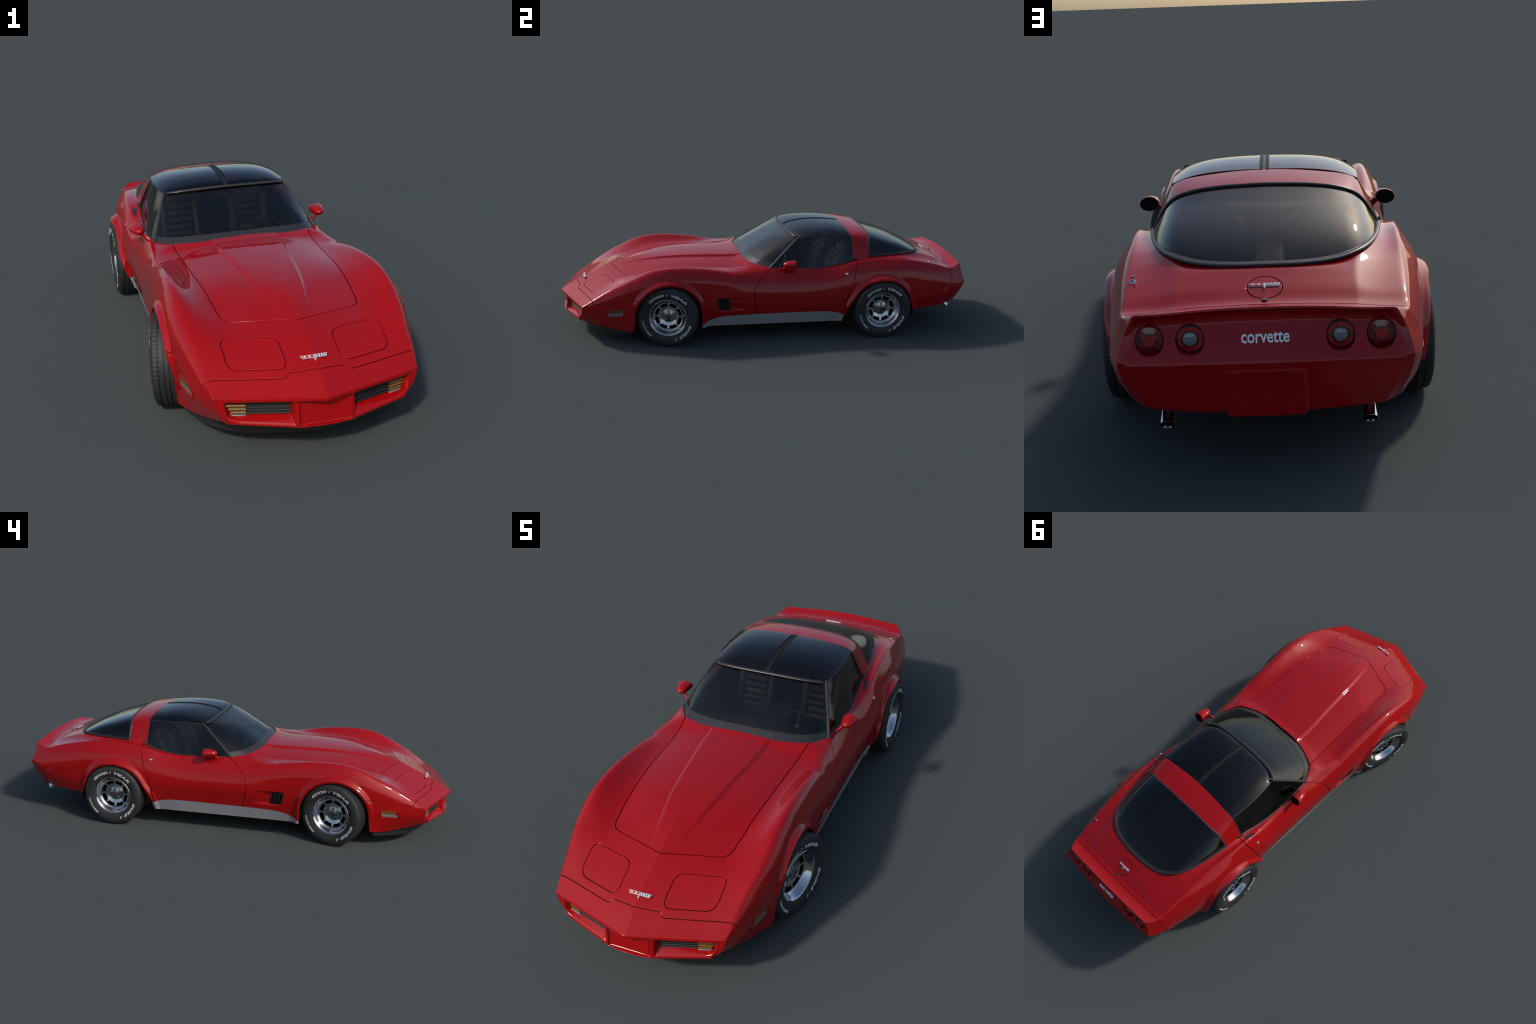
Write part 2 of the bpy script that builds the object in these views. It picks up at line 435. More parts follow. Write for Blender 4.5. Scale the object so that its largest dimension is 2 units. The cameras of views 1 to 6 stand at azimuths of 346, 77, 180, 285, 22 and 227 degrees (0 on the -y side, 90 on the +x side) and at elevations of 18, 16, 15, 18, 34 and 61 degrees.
# --------------------------------------------------------- nose face (fascia)
def nose_face():
    """Front of the bumper cover: lip, centre plate field, two lamp pockets."""
    edge = HALF[0, NC + NG:]                              # corner line, lip to bottom
    nx = 150
    X = np.linspace(0, .281, nx)
    def zones(x, pull):
        c = 1 - smooth01(.067, .071, x)                   # centre plate
        out = smooth01(.238 - pull, .264 - pull, x)       # pocket ends in a rounded lower corner
        pk = smooth01(.080, .088, x) * (1 - out)
        return c, np.clip(1 - c - pk - out, 0, 1), pk, out
    def mix(a, b, p, o, pull=0.0):
        c, rib, pk, out = zones(X, pull)
        return c * a + rib * b + pk * p + out * o
    zb = .095 + .011 * np.clip((X - .072) / .16, 0, 1)
    up = .011 * np.clip((X - .082) / .16, 0, 1)
    flat = np.full(nx, 1.0)
    mid = np.minimum(X, .072)
    plate = .0315 - SWEEP * mid                           # flat plate field, straight across the V of the nose
    bow = np.where(X < .069, .0210 - .0065 * (1 - (X / .069) ** 2) - SWEEP * X, -.0011)   # bowed lower lip
    cen = 1 - smooth01(.067, .071, X)
    knots = [
        (flat * 0, flat * .181),
        (flat * -.0008, flat * .1775),
        (flat * -.0002, flat * .1705),
        (mix(plate * .5, .002, .010, 0), mix(.1665, .166, .1640, .166)),
        (mix(plate, .003, .026, 0), mix(.1645, .161, .1600, .158)),
        (mix(plate - .0015, .001, .026, 0, .004), mix(.128, .128, .127, .132, .004)),
        (mix(plate - .003, 0, .021, 0, .012), mix(.110, .112, .1225, .122, .012) + up * .4),
        (mix(plate - .004, -.001, .001, 0, .022), mix(.1005, .101, .1075, .112, .022) + up * smooth01(.08, .09, X)),
        (bow, zb + .004),
        (bow + .002, zb),
        (bow + .05, zb + .003)]
    K = np.array([np.stack([k[0] * np.ones(nx), k[1]], 1) for k in knots])    # knots x nx x (depth, z)
    rows = []
    for i in range(len(K) - 1):
        for s in np.linspace(0, 1, 7)[:-1]:
            rows.append(K[i] * (1 - s) + K[i + 1] * s)
    rows.append(K[-1]); R = np.array(rows)
    for _ in range(2):                                    # soften knots a little
        R[1:-1] = 0.25 * R[:-2] + 0.5 * R[1:-1] + 0.25 * R[2:]
    P = np.zeros((R.shape[0], nx, 3))
    zs = edge[::-1, 2]; xs = edge[::-1, 0]; ys = edge[::-1, 1]
    for i in range(R.shape[0]):
        z = R[i, :, 1]
        xo = np.interp(z, zs, xs); yo = np.interp(z, zs, ys)
        x = X * (1 - (1 - xo / .281) * smooth01(.235, .281, X))
        y = -1.0 + SWEEP * x + R[i, :, 0]
        y = y + smooth01(.245, .281, X) * (yo + np.where(z < zs[0], R[i, :, 0], 0) - y)
        P[i, :, 0], P[i, :, 1], P[i, :, 2] = x, y, z
    return P

# ----------------------------------------------------------------- tail face
def tail_face():
    edge = HALF[-1]                                       # last ring: ridge, then side edge down
    top = edge[:NC + NG + 1]
    sid = edge[NC + NG:]
    tx, ty, tz = top.T
    S = tx / tx[-1]; nx = len(S)
    zs, xs, ys = sid[::-1, 2], sid[::-1, 0], sid[::-1, 1]
    # profile of the centre line, y and z: ridge, hollow, slope out to the crease, undercut
    prof = np.array([(.972, .348), (.9735, .3445), (.9705, .3385), (.9650, .331), (.9625, .324), (.9630, .317), (.9665, .310), (.9825, .280), (.9985, .250), (1.0, .2455), (.9985, .240), (.987, .185), (.974, .138), (.970, .1325), (.960, .1295), (.90, .131)])
    rows = []
    for i in range(len(prof) - 1):
        for s in np.linspace(0, 1, 6)[:-1]:
            rows.append(prof[i] * (1 - s) + prof[i + 1] * s)
    rows.append(prof[-1]); R = np.array(rows)
    for _ in range(2): R[1:-1] = 0.25 * R[:-2] + 0.5 * R[1:-1] + 0.25 * R[2:]
    P = np.zeros((len(R), nx, 3))
    ze0, ze1 = sid[0, 2], sid[-1, 2]
    levels = [.11, .1325, .2455, .348]
    low, mid = (ze1 - .1325) * S ** 2, (.243 - .2455) * S ** 2
    shift_z = np.stack([low + .0225 * S ** 4, low, mid, tz - .348]); shift_y = np.stack([-.012 * S ** 2] * 3 + [ty - .972])
    w = smooth01(.90, 1.0, S)
    for i, (y, z) in enumerate(R):
        dz = np.array([np.interp(z, levels, shift_z[:, k]) for k in range(nx)])
        dy = np.array([np.interp(z, levels, shift_y[:, k]) for k in range(nx)])
        zz = z + dz
        ze = zz[-1]
        xe = np.interp(ze, zs, xs); ye = np.interp(ze, zs, ys)
        if i > len(R) - 12: ye = min(ye, y)
        yy = y + dy
        P[i, :, 0], P[i, :, 1], P[i, :, 2] = xe * S, yy + w * (ye - yy) * smooth01(0, 4, i), zz
    P[0] = top
    return P

# ------------------------------------------------ one skin: grid + nose + tail
class Skin:
    def __init__(self, V, N, T, A): self.V, self.N, self.T, self.A = V, N, T, A

def mirrored_grid(P, flip=False):
    """Half grid (column 0 on the centre line) -> full grid."""
    L = P[:, :0:-1].copy(); L[..., 0] *= -1
    return np.concatenate([L, P], 1)

def tri_grid(P, flip):
    r, c = P.shape[:2]; q = grid_faces(r, c)
    T = np.concatenate([q[:, [0, 1, 2]], q[:, [0, 2, 3]]])
    N = grid_normals(P)
    if flip: T = T[:, ::-1]
    else: pass
    return P.reshape(-1, 3), N.reshape(-1, 3), T

def assemble():
    parts = []
    for P, code in ((mirrored_grid(HALF), 0), (mirrored_grid(nose_face()), 3), (mirrored_grid(tail_face()), 4)):
        V, N, T = tri_grid(P, False)
        # orient outward
        fn = np.cross(V[T[:, 1]] - V[T[:, 0]], V[T[:, 2]] - V[T[:, 0]])
        ref = {0: (0, 0, 1), 3: (0, -1, 0), 4: (0, 1, 0)}[code]
        if code == 0:
            cen = V[T].mean(1); out = cen * np.array([1, 0, 1]) - np.array([0, 0, .15])
            sgn = np.sign((fn * out).sum())
        else:
            sgn = np.sign((fn @ np.array(ref)).sum())
        if sgn < 0: T = T[:, ::-1]
        vn = np.zeros_like(V)
        fn = np.cross(V[T[:, 1]] - V[T[:, 0]], V[T[:, 2]] - V[T[:, 0]])
        for k in range(3): np.add.at(vn, T[:, k], fn)
        vn /= np.maximum(np.linalg.norm(vn, axis=1, keepdims=True), 1e-15)
        r, c = P.shape[:2]
        if code == 0:
            half = np.concatenate([np.linspace(0, 1, NC + NG + 1), np.linspace(1, 2, NS + 1)[1:]])
            A = np.tile(np.concatenate([half[:0:-1], half]), r)
        else: A = np.full(len(V), float(code))
        parts.append((V, vn, T, A))
    off = 0; Vs, Ns, Ts, As = [], [], [], []
    for V, N, T, A in parts:
        Vs.append(V); Ns.append(N); Ts.append(T + off); As.append(A); off += len(V)
    V, N, T, A = np.concatenate(Vs), np.concatenate(Ns), np.concatenate(Ts), np.concatenate(As)
    # share normals where patches meet smoothly
    key = np.round(V, 5); _, inv = np.unique(key, axis=0, return_inverse=True); inv = inv.ravel()
    acc = np.zeros((inv.max() + 1, 3)); np.add.at(acc, inv, N)
    cnt = np.bincount(inv)
    m = acc[inv] / np.maximum(np.linalg.norm(acc[inv], axis=1, keepdims=True), 1e-12)
    ok = (cnt[inv] > 1) & ((m * N).sum(1) > math.cos(math.radians(32)))
    N[ok] = m[ok]
    return Skin(V, N, T, A)

def cut(S, f):
    """Split triangles along the zero line of a vertex field; returns side of each triangle."""
    f = np.array(f, float); f[np.abs(f) < 2e-6] = 2e-6
    T = S.T; sg = f[T] > 0
    n = sg.sum(1); cross = (n == 1) | (n == 2)
    if not cross.any(): return S, sg[:, 0]
    C = T[cross]; sc = sg[cross]
    lone = np.where((n[cross] == 1)[:, None], sc, ~sc).argmax(1)
    idx = (lone[:, None] + np.arange(3)) % 3
    C = np.take_along_axis(C, idx, 1)
    a, b, c = C.T
    e1 = np.sort(np.stack([a, b], 1), 1); e2 = np.sort(np.stack([a, c], 1), 1)
    E, inv = np.unique(np.concatenate([e1, e2]), axis=0, return_inverse=True); inv = inv.ravel()
    w = f[E[:, 0]] / (f[E[:, 0]] - f[E[:, 1]]); w = w[:, None]
    nv = S.V[E[:, 0]] * (1 - w) + S.V[E[:, 1]] * w
    nn = S.N[E[:, 0]] * (1 - w) + S.N[E[:, 1]] * w
    nn /= np.maximum(np.linalg.norm(nn, axis=1, keepdims=True), 1e-12)
    na = S.A[E[:, 0]] * (1 - w[:, 0]) + S.A[E[:, 1]] * w[:, 0]
    base = len(S.V); p = base + inv[:len(C)]; q = base + inv[len(C):]
    newT = np.concatenate([np.stack([a, p, q], 1), np.stack([p, b, c], 1), np.stack([p, c, q], 1)])
    lone_pos = f[a] > 0
    side = np.concatenate([sg[~cross][:, 0], lone_pos, ~lone_pos, ~lone_pos])
    R = Skin(np.concatenate([S.V, nv]), np.concatenate([S.N, nn]), np.concatenate([T[~cross], newT]), np.concatenate([S.A, na]))
    return R, side

def keep(S, mask):
    return Skin(S.V, S.N, S.T[mask], S.A)

SKIN = assemble()
FULL = Skin(SKIN.V.copy(), SKIN.N.copy(), SKIN.T.copy(), SKIN.A.copy())
BVH = BVHTree.FromPolygons([tuple(v) for v in FULL.V], [tuple(int(i) for i in t) for t in FULL.T])

def surface(origin, direction):
    """Point and normal where a ray meets the finished skin."""
    h = BVH.ray_cast(Vector(origin), Vector(direction).normalized(), 5.0)
    n = h[1]
    if n.dot(Vector(direction)) > 0: n = -n
    return np.array(h[0]), np.array(n)

# ------------------------------------------------------------- shut-line fields
GAP = 0.0042
footprint = [(0, -.139), (.05, -.141), (.1, -.139), (.15, -.130), (.2, -.112), (.237, -.092), (.262, -.056), (.279, -.02), (.2835, .02),
             (.287, .07), (.2885, .12), (.2865, .2), (.280, .3), (.275, .35), (.2735, .39), (.2665, .478), (.256, .56), (.236, .65),
             (.205, .720), (.178, .748), (.15, .765), (.1, .7805), (.05, .787), (0, .788)]
_fp = spline3(footprint, 160)
FOOT = [(-x, y) for x, y in _fp[::-1][1:-1]] + [tuple(p) for p in _fp]

def f_greenhouse(S):
    d = polygon_distance(S.V[:, 0], S.V[:, 1], FOOT)
    return np.where((S.V[:, 2] < .30), 1.0, d)

def f_arches(S):
    y, z = S.V[:, 1], S.V[:, 2]
    d = np.minimum(arch_field(y, z, 0), arch_field(y, z, 1))
    return np.where(np.abs(S.V[:, 0]) < .29, 1.0, d)

hood_edge = [(0, -.755), (.197, -.690)]
def hood_outline():
    ys = np.linspace(-.69, -.14, 40)
    right = [(belt_x(y) - .0, y) for y in ys]
    corner = rounded([(0, -.757), (.197, -.690), (belt_x(-.60), -.60)], [0, .028, 0], 10)
    pts = [p for p in corner if p[0] > 0.0005 and p[1] < -.61]
    half = [(0, -.757)] + pts + [(float(belt_x(y)), y) for y in np.linspace(-.60, -.15, 40)] + [(.2315, -.125), (.2335, -.105), (.238, -.088), (.238, 0)]
    return half + [(-x, y) for x, y in half[::-1][:-1]]
HOOD = hood_outline()
HEADLAMP = rounded([(.0755, -.793), (.226, -.752), (.2255, -.855), (.075, -.900)], .030, 8)

seam_line = lambda x: np.interp(x, [0, .068, .073, .088, .095, .24, .262, .29], [-.924, -.9115, -.910, -.9195, -.9195, -.8755, -.870, -.864])
def f_front_bumper(S):
    x, y, z = np.abs(S.V[:, 0]), S.V[:, 1], S.V[:, 2]
    top = y - seam_line(x)
    zs = .195 + .030 * np.clip((y + .858) / .204, 0, 1.3)
    side = np.minimum((y + .866) * 1.0 + (.213 - z) * .35 * -1, z - zs)
    f = np.where(S.A <= 1.0, top, side)
    f = np.where(S.A > 2.5, -1.0, f)
    return np.where(y > -.55, 1.0, f)

sill_top = curve1d([(-.37, .085), (-.353, .092), (-.342, .0975), (-.291, .1195), (-.234, .1295), (-.15, .132), (.0, .1335), (.2, .135), (.25, .1345), (.305, .1275), (.345, .113), (.37, .100)], .006)
door_front = curve1d([(.08, -.080), (.13, -.088), (.18, -.101), (.22, -.109), (.24, -.110), (.26, -.105), (.28, -.096), (.30, -.081), (.32, -.060), (.34, -.034), (.352, -.016), (.40, .03)], .006)
door_rear = curve1d([(.08, .326), (.121, .335), (.16, .344), (.20, .354), (.24, .367), (.28, .379), (.32, .390), (.36, .402), (.375, .406), (.45, .41)], .006)
def f_door(S):
    y, z = S.V[:, 1], S.V[:, 2]
    f = np.maximum(door_front(z) - y, (y - door_rear(z)))
    return np.where((S.A > 2.5) | (np.abs(S.V[:, 0]) < .24) | (z < sill_top(y) - .0008), 1.0, f * .95)

def f_sill(S):
    y, z = S.V[:, 1], S.V[:, 2]
    f = z - sill_top(y)
    return np.where((S.A < 1.3) | (S.A > 2.5) | (y < -.42) | (y > .42), 1.0, f)

def f_rear_bumper(S):
    x, y = np.abs(S.V[:, 0]), S.V[:, 1]
    f = (.919 - .008 * (x / .29) ** 2) - y
    return np.where(S.A > 3.5, -1.0, f)

def f_headlamp(S):
    x, y = np.abs(S.V[:, 0]), S.V[:, 1]
    return np.where(S.A > 1.0, 1.0, polygon_distance(x, y, HEADLAMP))

def f_hood(S):
    return np.where(S.A > 1.0, 1.0, polygon_distance(S.V[:, 0], S.V[:, 1], HOOD))

FUEL_Y, FUEL_R = .861, .0355
def f_fuel(S):
    d = np.hypot(S.V[:, 0], (S.V[:, 1] - FUEL_Y) * 1.03) - FUEL_R
    return np.where(S.A > 1.0, 1.0, d)

VENT = [(-.289, .2215), (-.229, .2215), (-.2145, .162), (-.2745, .162)]
def f_vent(S):
    d = polygon_distance(S.V[:, 1], S.V[:, 2], VENT)
    return np.where((S.A < 1.1) | (S.A > 2.5), 1.0, d)

TAIL_LAMPS = [(.2205, .2875), (.1432, .2875)]
LAMP_R = .0285
def f_lamps(S):
    d = np.full(len(S.V), 1.0)
    for lx, lz in TAIL_LAMPS:
        d = np.minimum(d, np.hypot(np.abs(S.V[:, 0]) - lx, S.V[:, 2] - lz) - LAMP_R)
    return np.where(S.A > 3.5, d, 1.0)

# openings first
for field in (f_greenhouse, f_arches):
    SKIN, pos = cut(SKIN, field(SKIN)); SKIN = keep(SKIN, pos)
SHELL = Skin(SKIN.V.copy(), SKIN.N.copy(), SKIN.T.copy(), SKIN.A.copy())
for field in (f_vent, f_lamps):
    SKIN, pos = cut(SKIN, field(SKIN)); SKIN = keep(SKIN, pos)
    if field is f_lamps:
        SHELL, pos = cut(SHELL, field(SHELL)); SHELL = keep(SHELL, pos)
# then shut lines: remove a narrow strip either side of each line
for field, gap in ((f_hood, GAP), (f_headlamp, GAP * .85), (f_front_bumper, GAP * .8), (f_door, GAP), (f_sill, GAP * .6), (f_rear_bumper, GAP * .8), (f_fuel, GAP * .8)):
    S1, hi = cut(SKIN, field(SKIN) - gap / 2)
    S2, lo = cut(S1, field(S1) + gap / 2)
    f = field(S2); cen = np.abs(f[S2.T].mean(1))
    keepers = cen > gap / 2
    SKIN = keep(S2, keepers)

# classify triangles into panels
cen = Skin(SKIN.V[SKIN.T].mean(1), None, None, SKIN.A[SKIN.T].mean(1))
mixA = SKIN.A[SKIN.T]
cen.A = np.where(mixA.max(1) > 2.5, mixA.max(1), cen.A)
is_hood = f_hood(cen) < 0; is_lamp = f_headlamp(cen) < 0; is_fb = f_front_bumper(cen) < 0
is_door = f_door(cen) < 0; is_sill = f_sill(cen) < 0; is_rb = f_rear_bumper(cen) < 0; is_fuel = f_fuel(cen) < 0
right = cen.V[:, 0] < 0
taken = np.zeros(len(SKIN.T), bool)
PANELS = []
def claim(name, mask, mat):
    global taken
    mask = mask & ~taken; taken = taken | mask
    if mask.any(): PANELS.append((name, mask, mat))
claim("hood", is_hood, "paint")
for side in (True, False):
    claim("headlight_cover", is_lamp & (right == side), "paint")
claim("front_bumper", is_fb, "paint")
for side in (True, False):
    claim("rocker_panel", is_sill & (right == side), "sill")
for side in (True, False):
    claim("door", is_door & (right == side), "paint")
claim("rear_bumper", is_rb, "paint")
claim("fuel_door", is_fuel, "paint")
claim("front_fender", cen.V[:, 1] < .1, "paint")
claim("rear_quarter_panel", np.ones(len(SKIN.T), bool), "paint")

def build_panel(name, mask, mat, depth=.007, roll=.0013):
    """Panel mesh with rolled edges, own normals from the whole skin."""
    T = SKIN.T[mask]; used, inv = np.unique(T, return_inverse=True); T = inv.reshape(-1, 3)
    V, N = SKIN.V[used], SKIN.N[used]
    ar = np.linalg.norm(np.cross(V[T[:, 1]] - V[T[:, 0]], V[T[:, 2]] - V[T[:, 0]]), axis=1)
    T = T[ar > 1e-11]
    _, wid = np.unique(np.round(V, 6), axis=0, return_inverse=True); wid = wid.ravel()
    e = np.concatenate([T[:, [0, 1]], T[:, [1, 2]], T[:, [2, 0]]]); third = np.concatenate([T[:, 2], T[:, 0], T[:, 1]])
    ek = np.sort(wid[e], 1)
    _, ei, ec = np.unique(ek, axis=0, return_inverse=True, return_counts=True); ei = ei.ravel()
    b = (ec[ei] == 1) & (ek[:, 0] != ek[:, 1])
    be, bt = e[b], third[b]
    # lateral direction per welded boundary vertex
    d = V[be[:, 1]] - V[be[:, 0]]; d /= np.maximum(np.linalg.norm(d, axis=1, keepdims=True), 1e-12)
    q = V[be[:, 0]] - V[bt]; lat = q - d * (q * d).sum(1, keepdims=True)
    lat /= np.maximum(np.linalg.norm(lat, axis=1, keepdims=True), 1e-12)
    L = np.zeros((wid.max() + 1, 3)); M = np.zeros_like(L)
    for k in (0, 1):
        np.add.at(L, wid[be[:, k]], lat); np.add.at(M, wid[be[:, k]], N[be[:, k]])
    L /= np.maximum(np.linalg.norm(L, axis=1, keepdims=True), 1e-12)
    M /= np.maximum(np.linalg.norm(M, axis=1, keepdims=True), 1e-12)
    bv = np.unique(be); pos = np.full(len(V), -1); pos[bv] = np.arange(len(bv))
    n0, nb = len(V), len(bv)
    Lb, Mb = L[wid[bv]], M[wid[bv]]
    r1 = V[bv] - Mb * roll * .9 + Lb * roll * .55
    r2 = V[bv] - Mb * depth + Lb * roll * .55
    VV = np.concatenate([V, r1, r1, r2]); NN = np.concatenate([N, Lb * .85 + Mb * .5, Lb, Lb])
    i, j = pos[be[:, 0]], pos[be[:, 1]]
    F = [tuple(t) for t in T]
    F += list(zip(be[:, 1], be[:, 0], n0 + i, n0 + j))
    F += list(zip(n0 + nb + j, n0 + nb + i, n0 + 2 * nb + i, n0 + 2 * nb + j))
    return add_mesh(name, VV, F, mat, N=NN)

PANEL_OBJ = {}
for name, mask, mat in PANELS:
    o = build_panel(name, mask, mat); PANEL_OBJ.setdefault(name, []).append(o)

# dark inner shell just under the skin closes the gaps
def build_shell():
    T = SHELL.T[SHELL.A[SHELL.T].max(1) < 2.5]
    used, inv = np.unique(T, return_inverse=True)
    key = np.round(SHELL.V[used], 5); _, g = np.unique(key, axis=0, return_inverse=True); g = g.ravel()
    acc = np.zeros((g.max() + 1, 3)); np.add.at(acc, g, SHELL.N[used])
    m = acc[g] / np.maximum(np.linalg.norm(acc[g], axis=1, keepdims=True), 1e-9)
    V = SHELL.V[used] - m * .0075
    add_mesh("inner_shell", V, inv.reshape(-1, 3), "shell", smooth=True)
build_shell()
# ============================================================== GREENHOUSE
def ruled(bottom, top, rows, cols, bulge=0.0, power=1.0):
    """Patch between two space curves, bowed outwards by `bulge`."""
    B, T = spline3(bottom, cols), spline3(top, cols)
    s = np.linspace(0, 1, rows)[:, None, None]
    P = B[None] * (1 - s) + T[None] * s
    if bulge:
        N = grid_normals(P); N *= np.sign(N[..., 2].mean() or 1)
        P = P + N * bulge * (4 * s * (1 - s))
    return P

def both(P):
    L = P[:, ::-1].copy(); L[..., 0] *= -1
    return np.concatenate([L[:, :-1], P], 1)

def oriented(P, towards):
    N = grid_normals(P)
    return P if (N.reshape(-1, 3) @ np.array(towards)).sum() > 0 else P[:, ::-1]

WS_BASE = [(0, -.136, .3655), (.05, -.137, .3655), (.1, -.135, .365), (.15, -.126, .3625), (.2, -.108, .358), (.237, -.087, .354), (.262, -.052, .350), (.279, -.022, .347)]
WS_TOP = [(0, .092, .488), (.05, .0925, .4875), (.1, .094, .4865), (.15, .099, .4845), (.185, .108, .481), (.205, .119, .4775), (.213, .127, .475)]
wind = oriented(both(ruled(WS_BASE, WS_TOP, 40, 60, .006)), (0, -.5, 1))
nb = 6
def patch_object(name, P, thick, mat, **kw):
    V, F = thick_patch(P, thick)
    return add_mesh(name, V, F, mat, angle=40, **kw)
patch_object("windshield", wind[nb - 1:] if wind[0, 0, 2] < wind[-1, 0, 2] else wind[:-nb + 1], .003, "glass")
band_P = wind[:nb] if wind[0, 0, 2] < wind[-1, 0, 2] else wind[-nb:]
patch_object("windshield_band", band_P + np.array([0, -.0003, .0006]), .003, "band")

def mirror_pts(p): return [(-x, y, z) for x, y, z in p]

frame = Soup()
top_path = spline3(WS_TOP, 40); full = np.concatenate([top_path[::-1] * [-1, 1, 1], top_path[1:]])
V, F = sweep(full[2:-2] + [0, .001, .0030], .0075, 12, .62); frame.add(V, F)
pillar_base, pillar_top = np.array(WS_BASE[-1]), np.array(WS_TOP[-1])
for sx in (1, -1):
    path = [(pillar_base * (1 - s) + pillar_top * s + [.002, .002, .0025 + .004 * 4 * s * (1 - s) * .6]) * [sx, 1, 1] for s in np.linspace(-.02, 1.02, 16)]
    V, F = sweep(path, .0062, 10); frame.add(V, F)
frame.build("windshield_frame", "frame")

# ---- roof panels
ROOF_C = curve1d([(.08, .4905), (.095, .495), (.12, .502), (.16, .511), (.2, .5165), (.25, .519), (.3, .5175), (.34, .5145), (.385, .509), (.5, .4925)], .01)
EDGE_X = curve1d([(.08, .19), (.12, .209), (.16, .219), (.22, .2265), (.28, .229), (.34, .2275), (.39, .2235)], .008)
EDGE_Z = curve1d([(.08, .476), (.13, .4795), (.2, .4825), (.28, .4835), (.39, .4825)], .008)
FRONT_Y = lambda s: .095 + .004 * s ** 2 + .034 * s ** 7      # rounded front corners
REAR_Y = lambda s: .379 + .008 * s ** 2
def roof_panel(x0, inset=0.0):
    r, c = 44, 40
    P = np.zeros((r, c, 3))
    for i in range(r):
        for j in range(c):
            a = i / (r - 1); s = j / (c - 1)
            y = FRONT_Y(s) * (1 - a) + REAR_Y(s) * a
            xe = EDGE_X(y); x = x0 + (xe - x0) * s
            zc, ze = ROOF_C(y), EDGE_Z(y)
            q = x / xe
            P[i, j] = (x, y, zc - (zc - ze) * (0.62 * q ** 2.6 + .38 * q ** 7))
    # leading edge rolls down to the header
    P[..., 2] -= .006 * (1 - smooth01(0, .14, np.linspace(0, 1, r)))[:, None] ** 2
    return P
for sx in (1, -1):
    P = roof_panel(.0115); P[..., 0] *= sx
    patch_object("roof_panel", oriented(P, (0, 0, 1)), .004, "roof_glass")
    # black edging of the panel
    e = roof_panel(.0115); rim = np.concatenate([e[0], e[1:, -1]]); rim[:, 0] *= sx
    V, F = sweep(rim - [0, 0, .0032], .003, 8)
    add_mesh("roof_panel_edging", V, F, "trim", angle=40)
bar = Soup()
for x0, x1, h in ((.0032, .0118, .0006), (-.0118, -.0032, .0006), (-.0034, .0034, -.0012)):
    ys = np.linspace(.093, .381, 30)
    P = np.array([[(x, y, ROOF_C(y) + h - .006 * (1 - smooth01(.093, .133, y)) ** 2) for x in (x0, (x0 + x1) / 2, x1)] for y in ys])
    V, F = thick_patch(oriented(P, (0, 0, 1)), .006)
    if h > 0: bar.add(V, F)     # two flush strips beside a narrow channel
    else: add_mesh("roof_bar_channel", V, F, "trim", angle=40)
bar.build("roof_bar", "spine")

# ---- red roof hoop with the door pillars
HOOP_F = [(0, .380, .5085), (.06, .3815, .507), (.1, .384, .5045), (.15, .387, .4995), (.18, .389, .495), (.2, .390, .4905), (.214, .390, .485), (.2245, .390, .477), (.234, .3895, .462), (.249, .3895, .435), (.263, .390, .405), (.2745, .391, .374)]
HOOP_R = [(0, .489, .4935), (.06, .489, .492), (.1, .489, .490), (.15, .489, .4845), (.18, .488, .478), (.2, .486, .471), (.214, .4835, .463), (.2265, .481, .452), (.238, .4795, .437), (.249, .479, .420), (.258, .4785, .4035), (.267, .4785, .386)]
def match(pts, n=70):
    p = np.array(pts); k = np.linspace(0, len(p) - 1, n)
    return np.stack([pchip(np.arange(len(p)), p[:, i], k) for i in range(3)], 1)
hb, ht = match(HOOP_F), match(HOOP_R)
s = np.linspace(0, 1, 16)[:, None, None]
hoop = hb[None] * (1 - s) + ht[None] * s
hn = grid_normals(hoop); hn *= np.sign(hn[0, 0, 2])
hoop = hoop + hn * (.0015 * 4 * s * (1 - s) + .0006)
hoop = both(hoop); hoop = oriented(hoop, (0, 0, 1))
patch_object("roof_hoop", hoop, .012, "paint")
seal = Soup()
fr = np.concatenate([hb[:44][::-1] * [-1, 1, 1], hb[1:44]])
V, F = sweep(fr + [0, -.001, -.0045], .0042, 8); seal.add(V, F)      # closes the joint under the roof panels
for sx in (1, -1):
    V, F = sweep([(sx * .277, .384, .379), (sx * .277, .394, .3765), (sx * .276, .400, .379), (sx * .275, .408, .385)], .0035, 6); seal.add(V, F)
    V, F = sweep(hb[-28:] * [sx, 1, 1] + [0, -.0005, -.001], .0028, 6); seal.add(V, F)
seal.build("pillar_seal", "trim")

# ---- wrap-around rear glass
RG_LOW = [(0, .788, .3785), (.05, .787, .3785), (.1, .7805, .379), (.15, .765, .3815), (.18, .747, .3855), (.205, .72, .389), (.236, .65, .3905), (.256, .56, .3915), (.2665, .480, .390)]
lo, hi = spline3(RG_LOW, 70), match(HOOP_R, 70) - [0, 0, .0012]
s = np.linspace(0, 1, 40)[:, None, None]
rg = hi[None] * (1 - s) + lo[None] * s
n = grid_normals(rg); n *= np.sign(n[5, 5, 2])
n[:, -3:] = n[:, -4:-3]
across = .007 * (1 - smooth01(.30, .75, np.linspace(0, 1, 70))) + .003 * (1 - np.linspace(0, 1, 70) ** 6)
rg = rg + n * (6.75 * s ** 2 * (1 - s) * .8 + 4 * s * (1 - s) * .2) * across[None, :, None]
rgf = oriented(both(rg), (0, .3, 1))
patch_object("rear_window", rgf, .003, "glass")
gasket = Soup()
low = np.concatenate([lo[::-1] * [-1, 1, 1], lo[1:]])
V, F = sweep(low + [0, 0, .001], .0055, 10, .8); gasket.add(V, F)
V, F = sweep(low * [.972, 1, 1] + [0, -.008, .0035], .006, 10, .45); gasket.add(V, F)
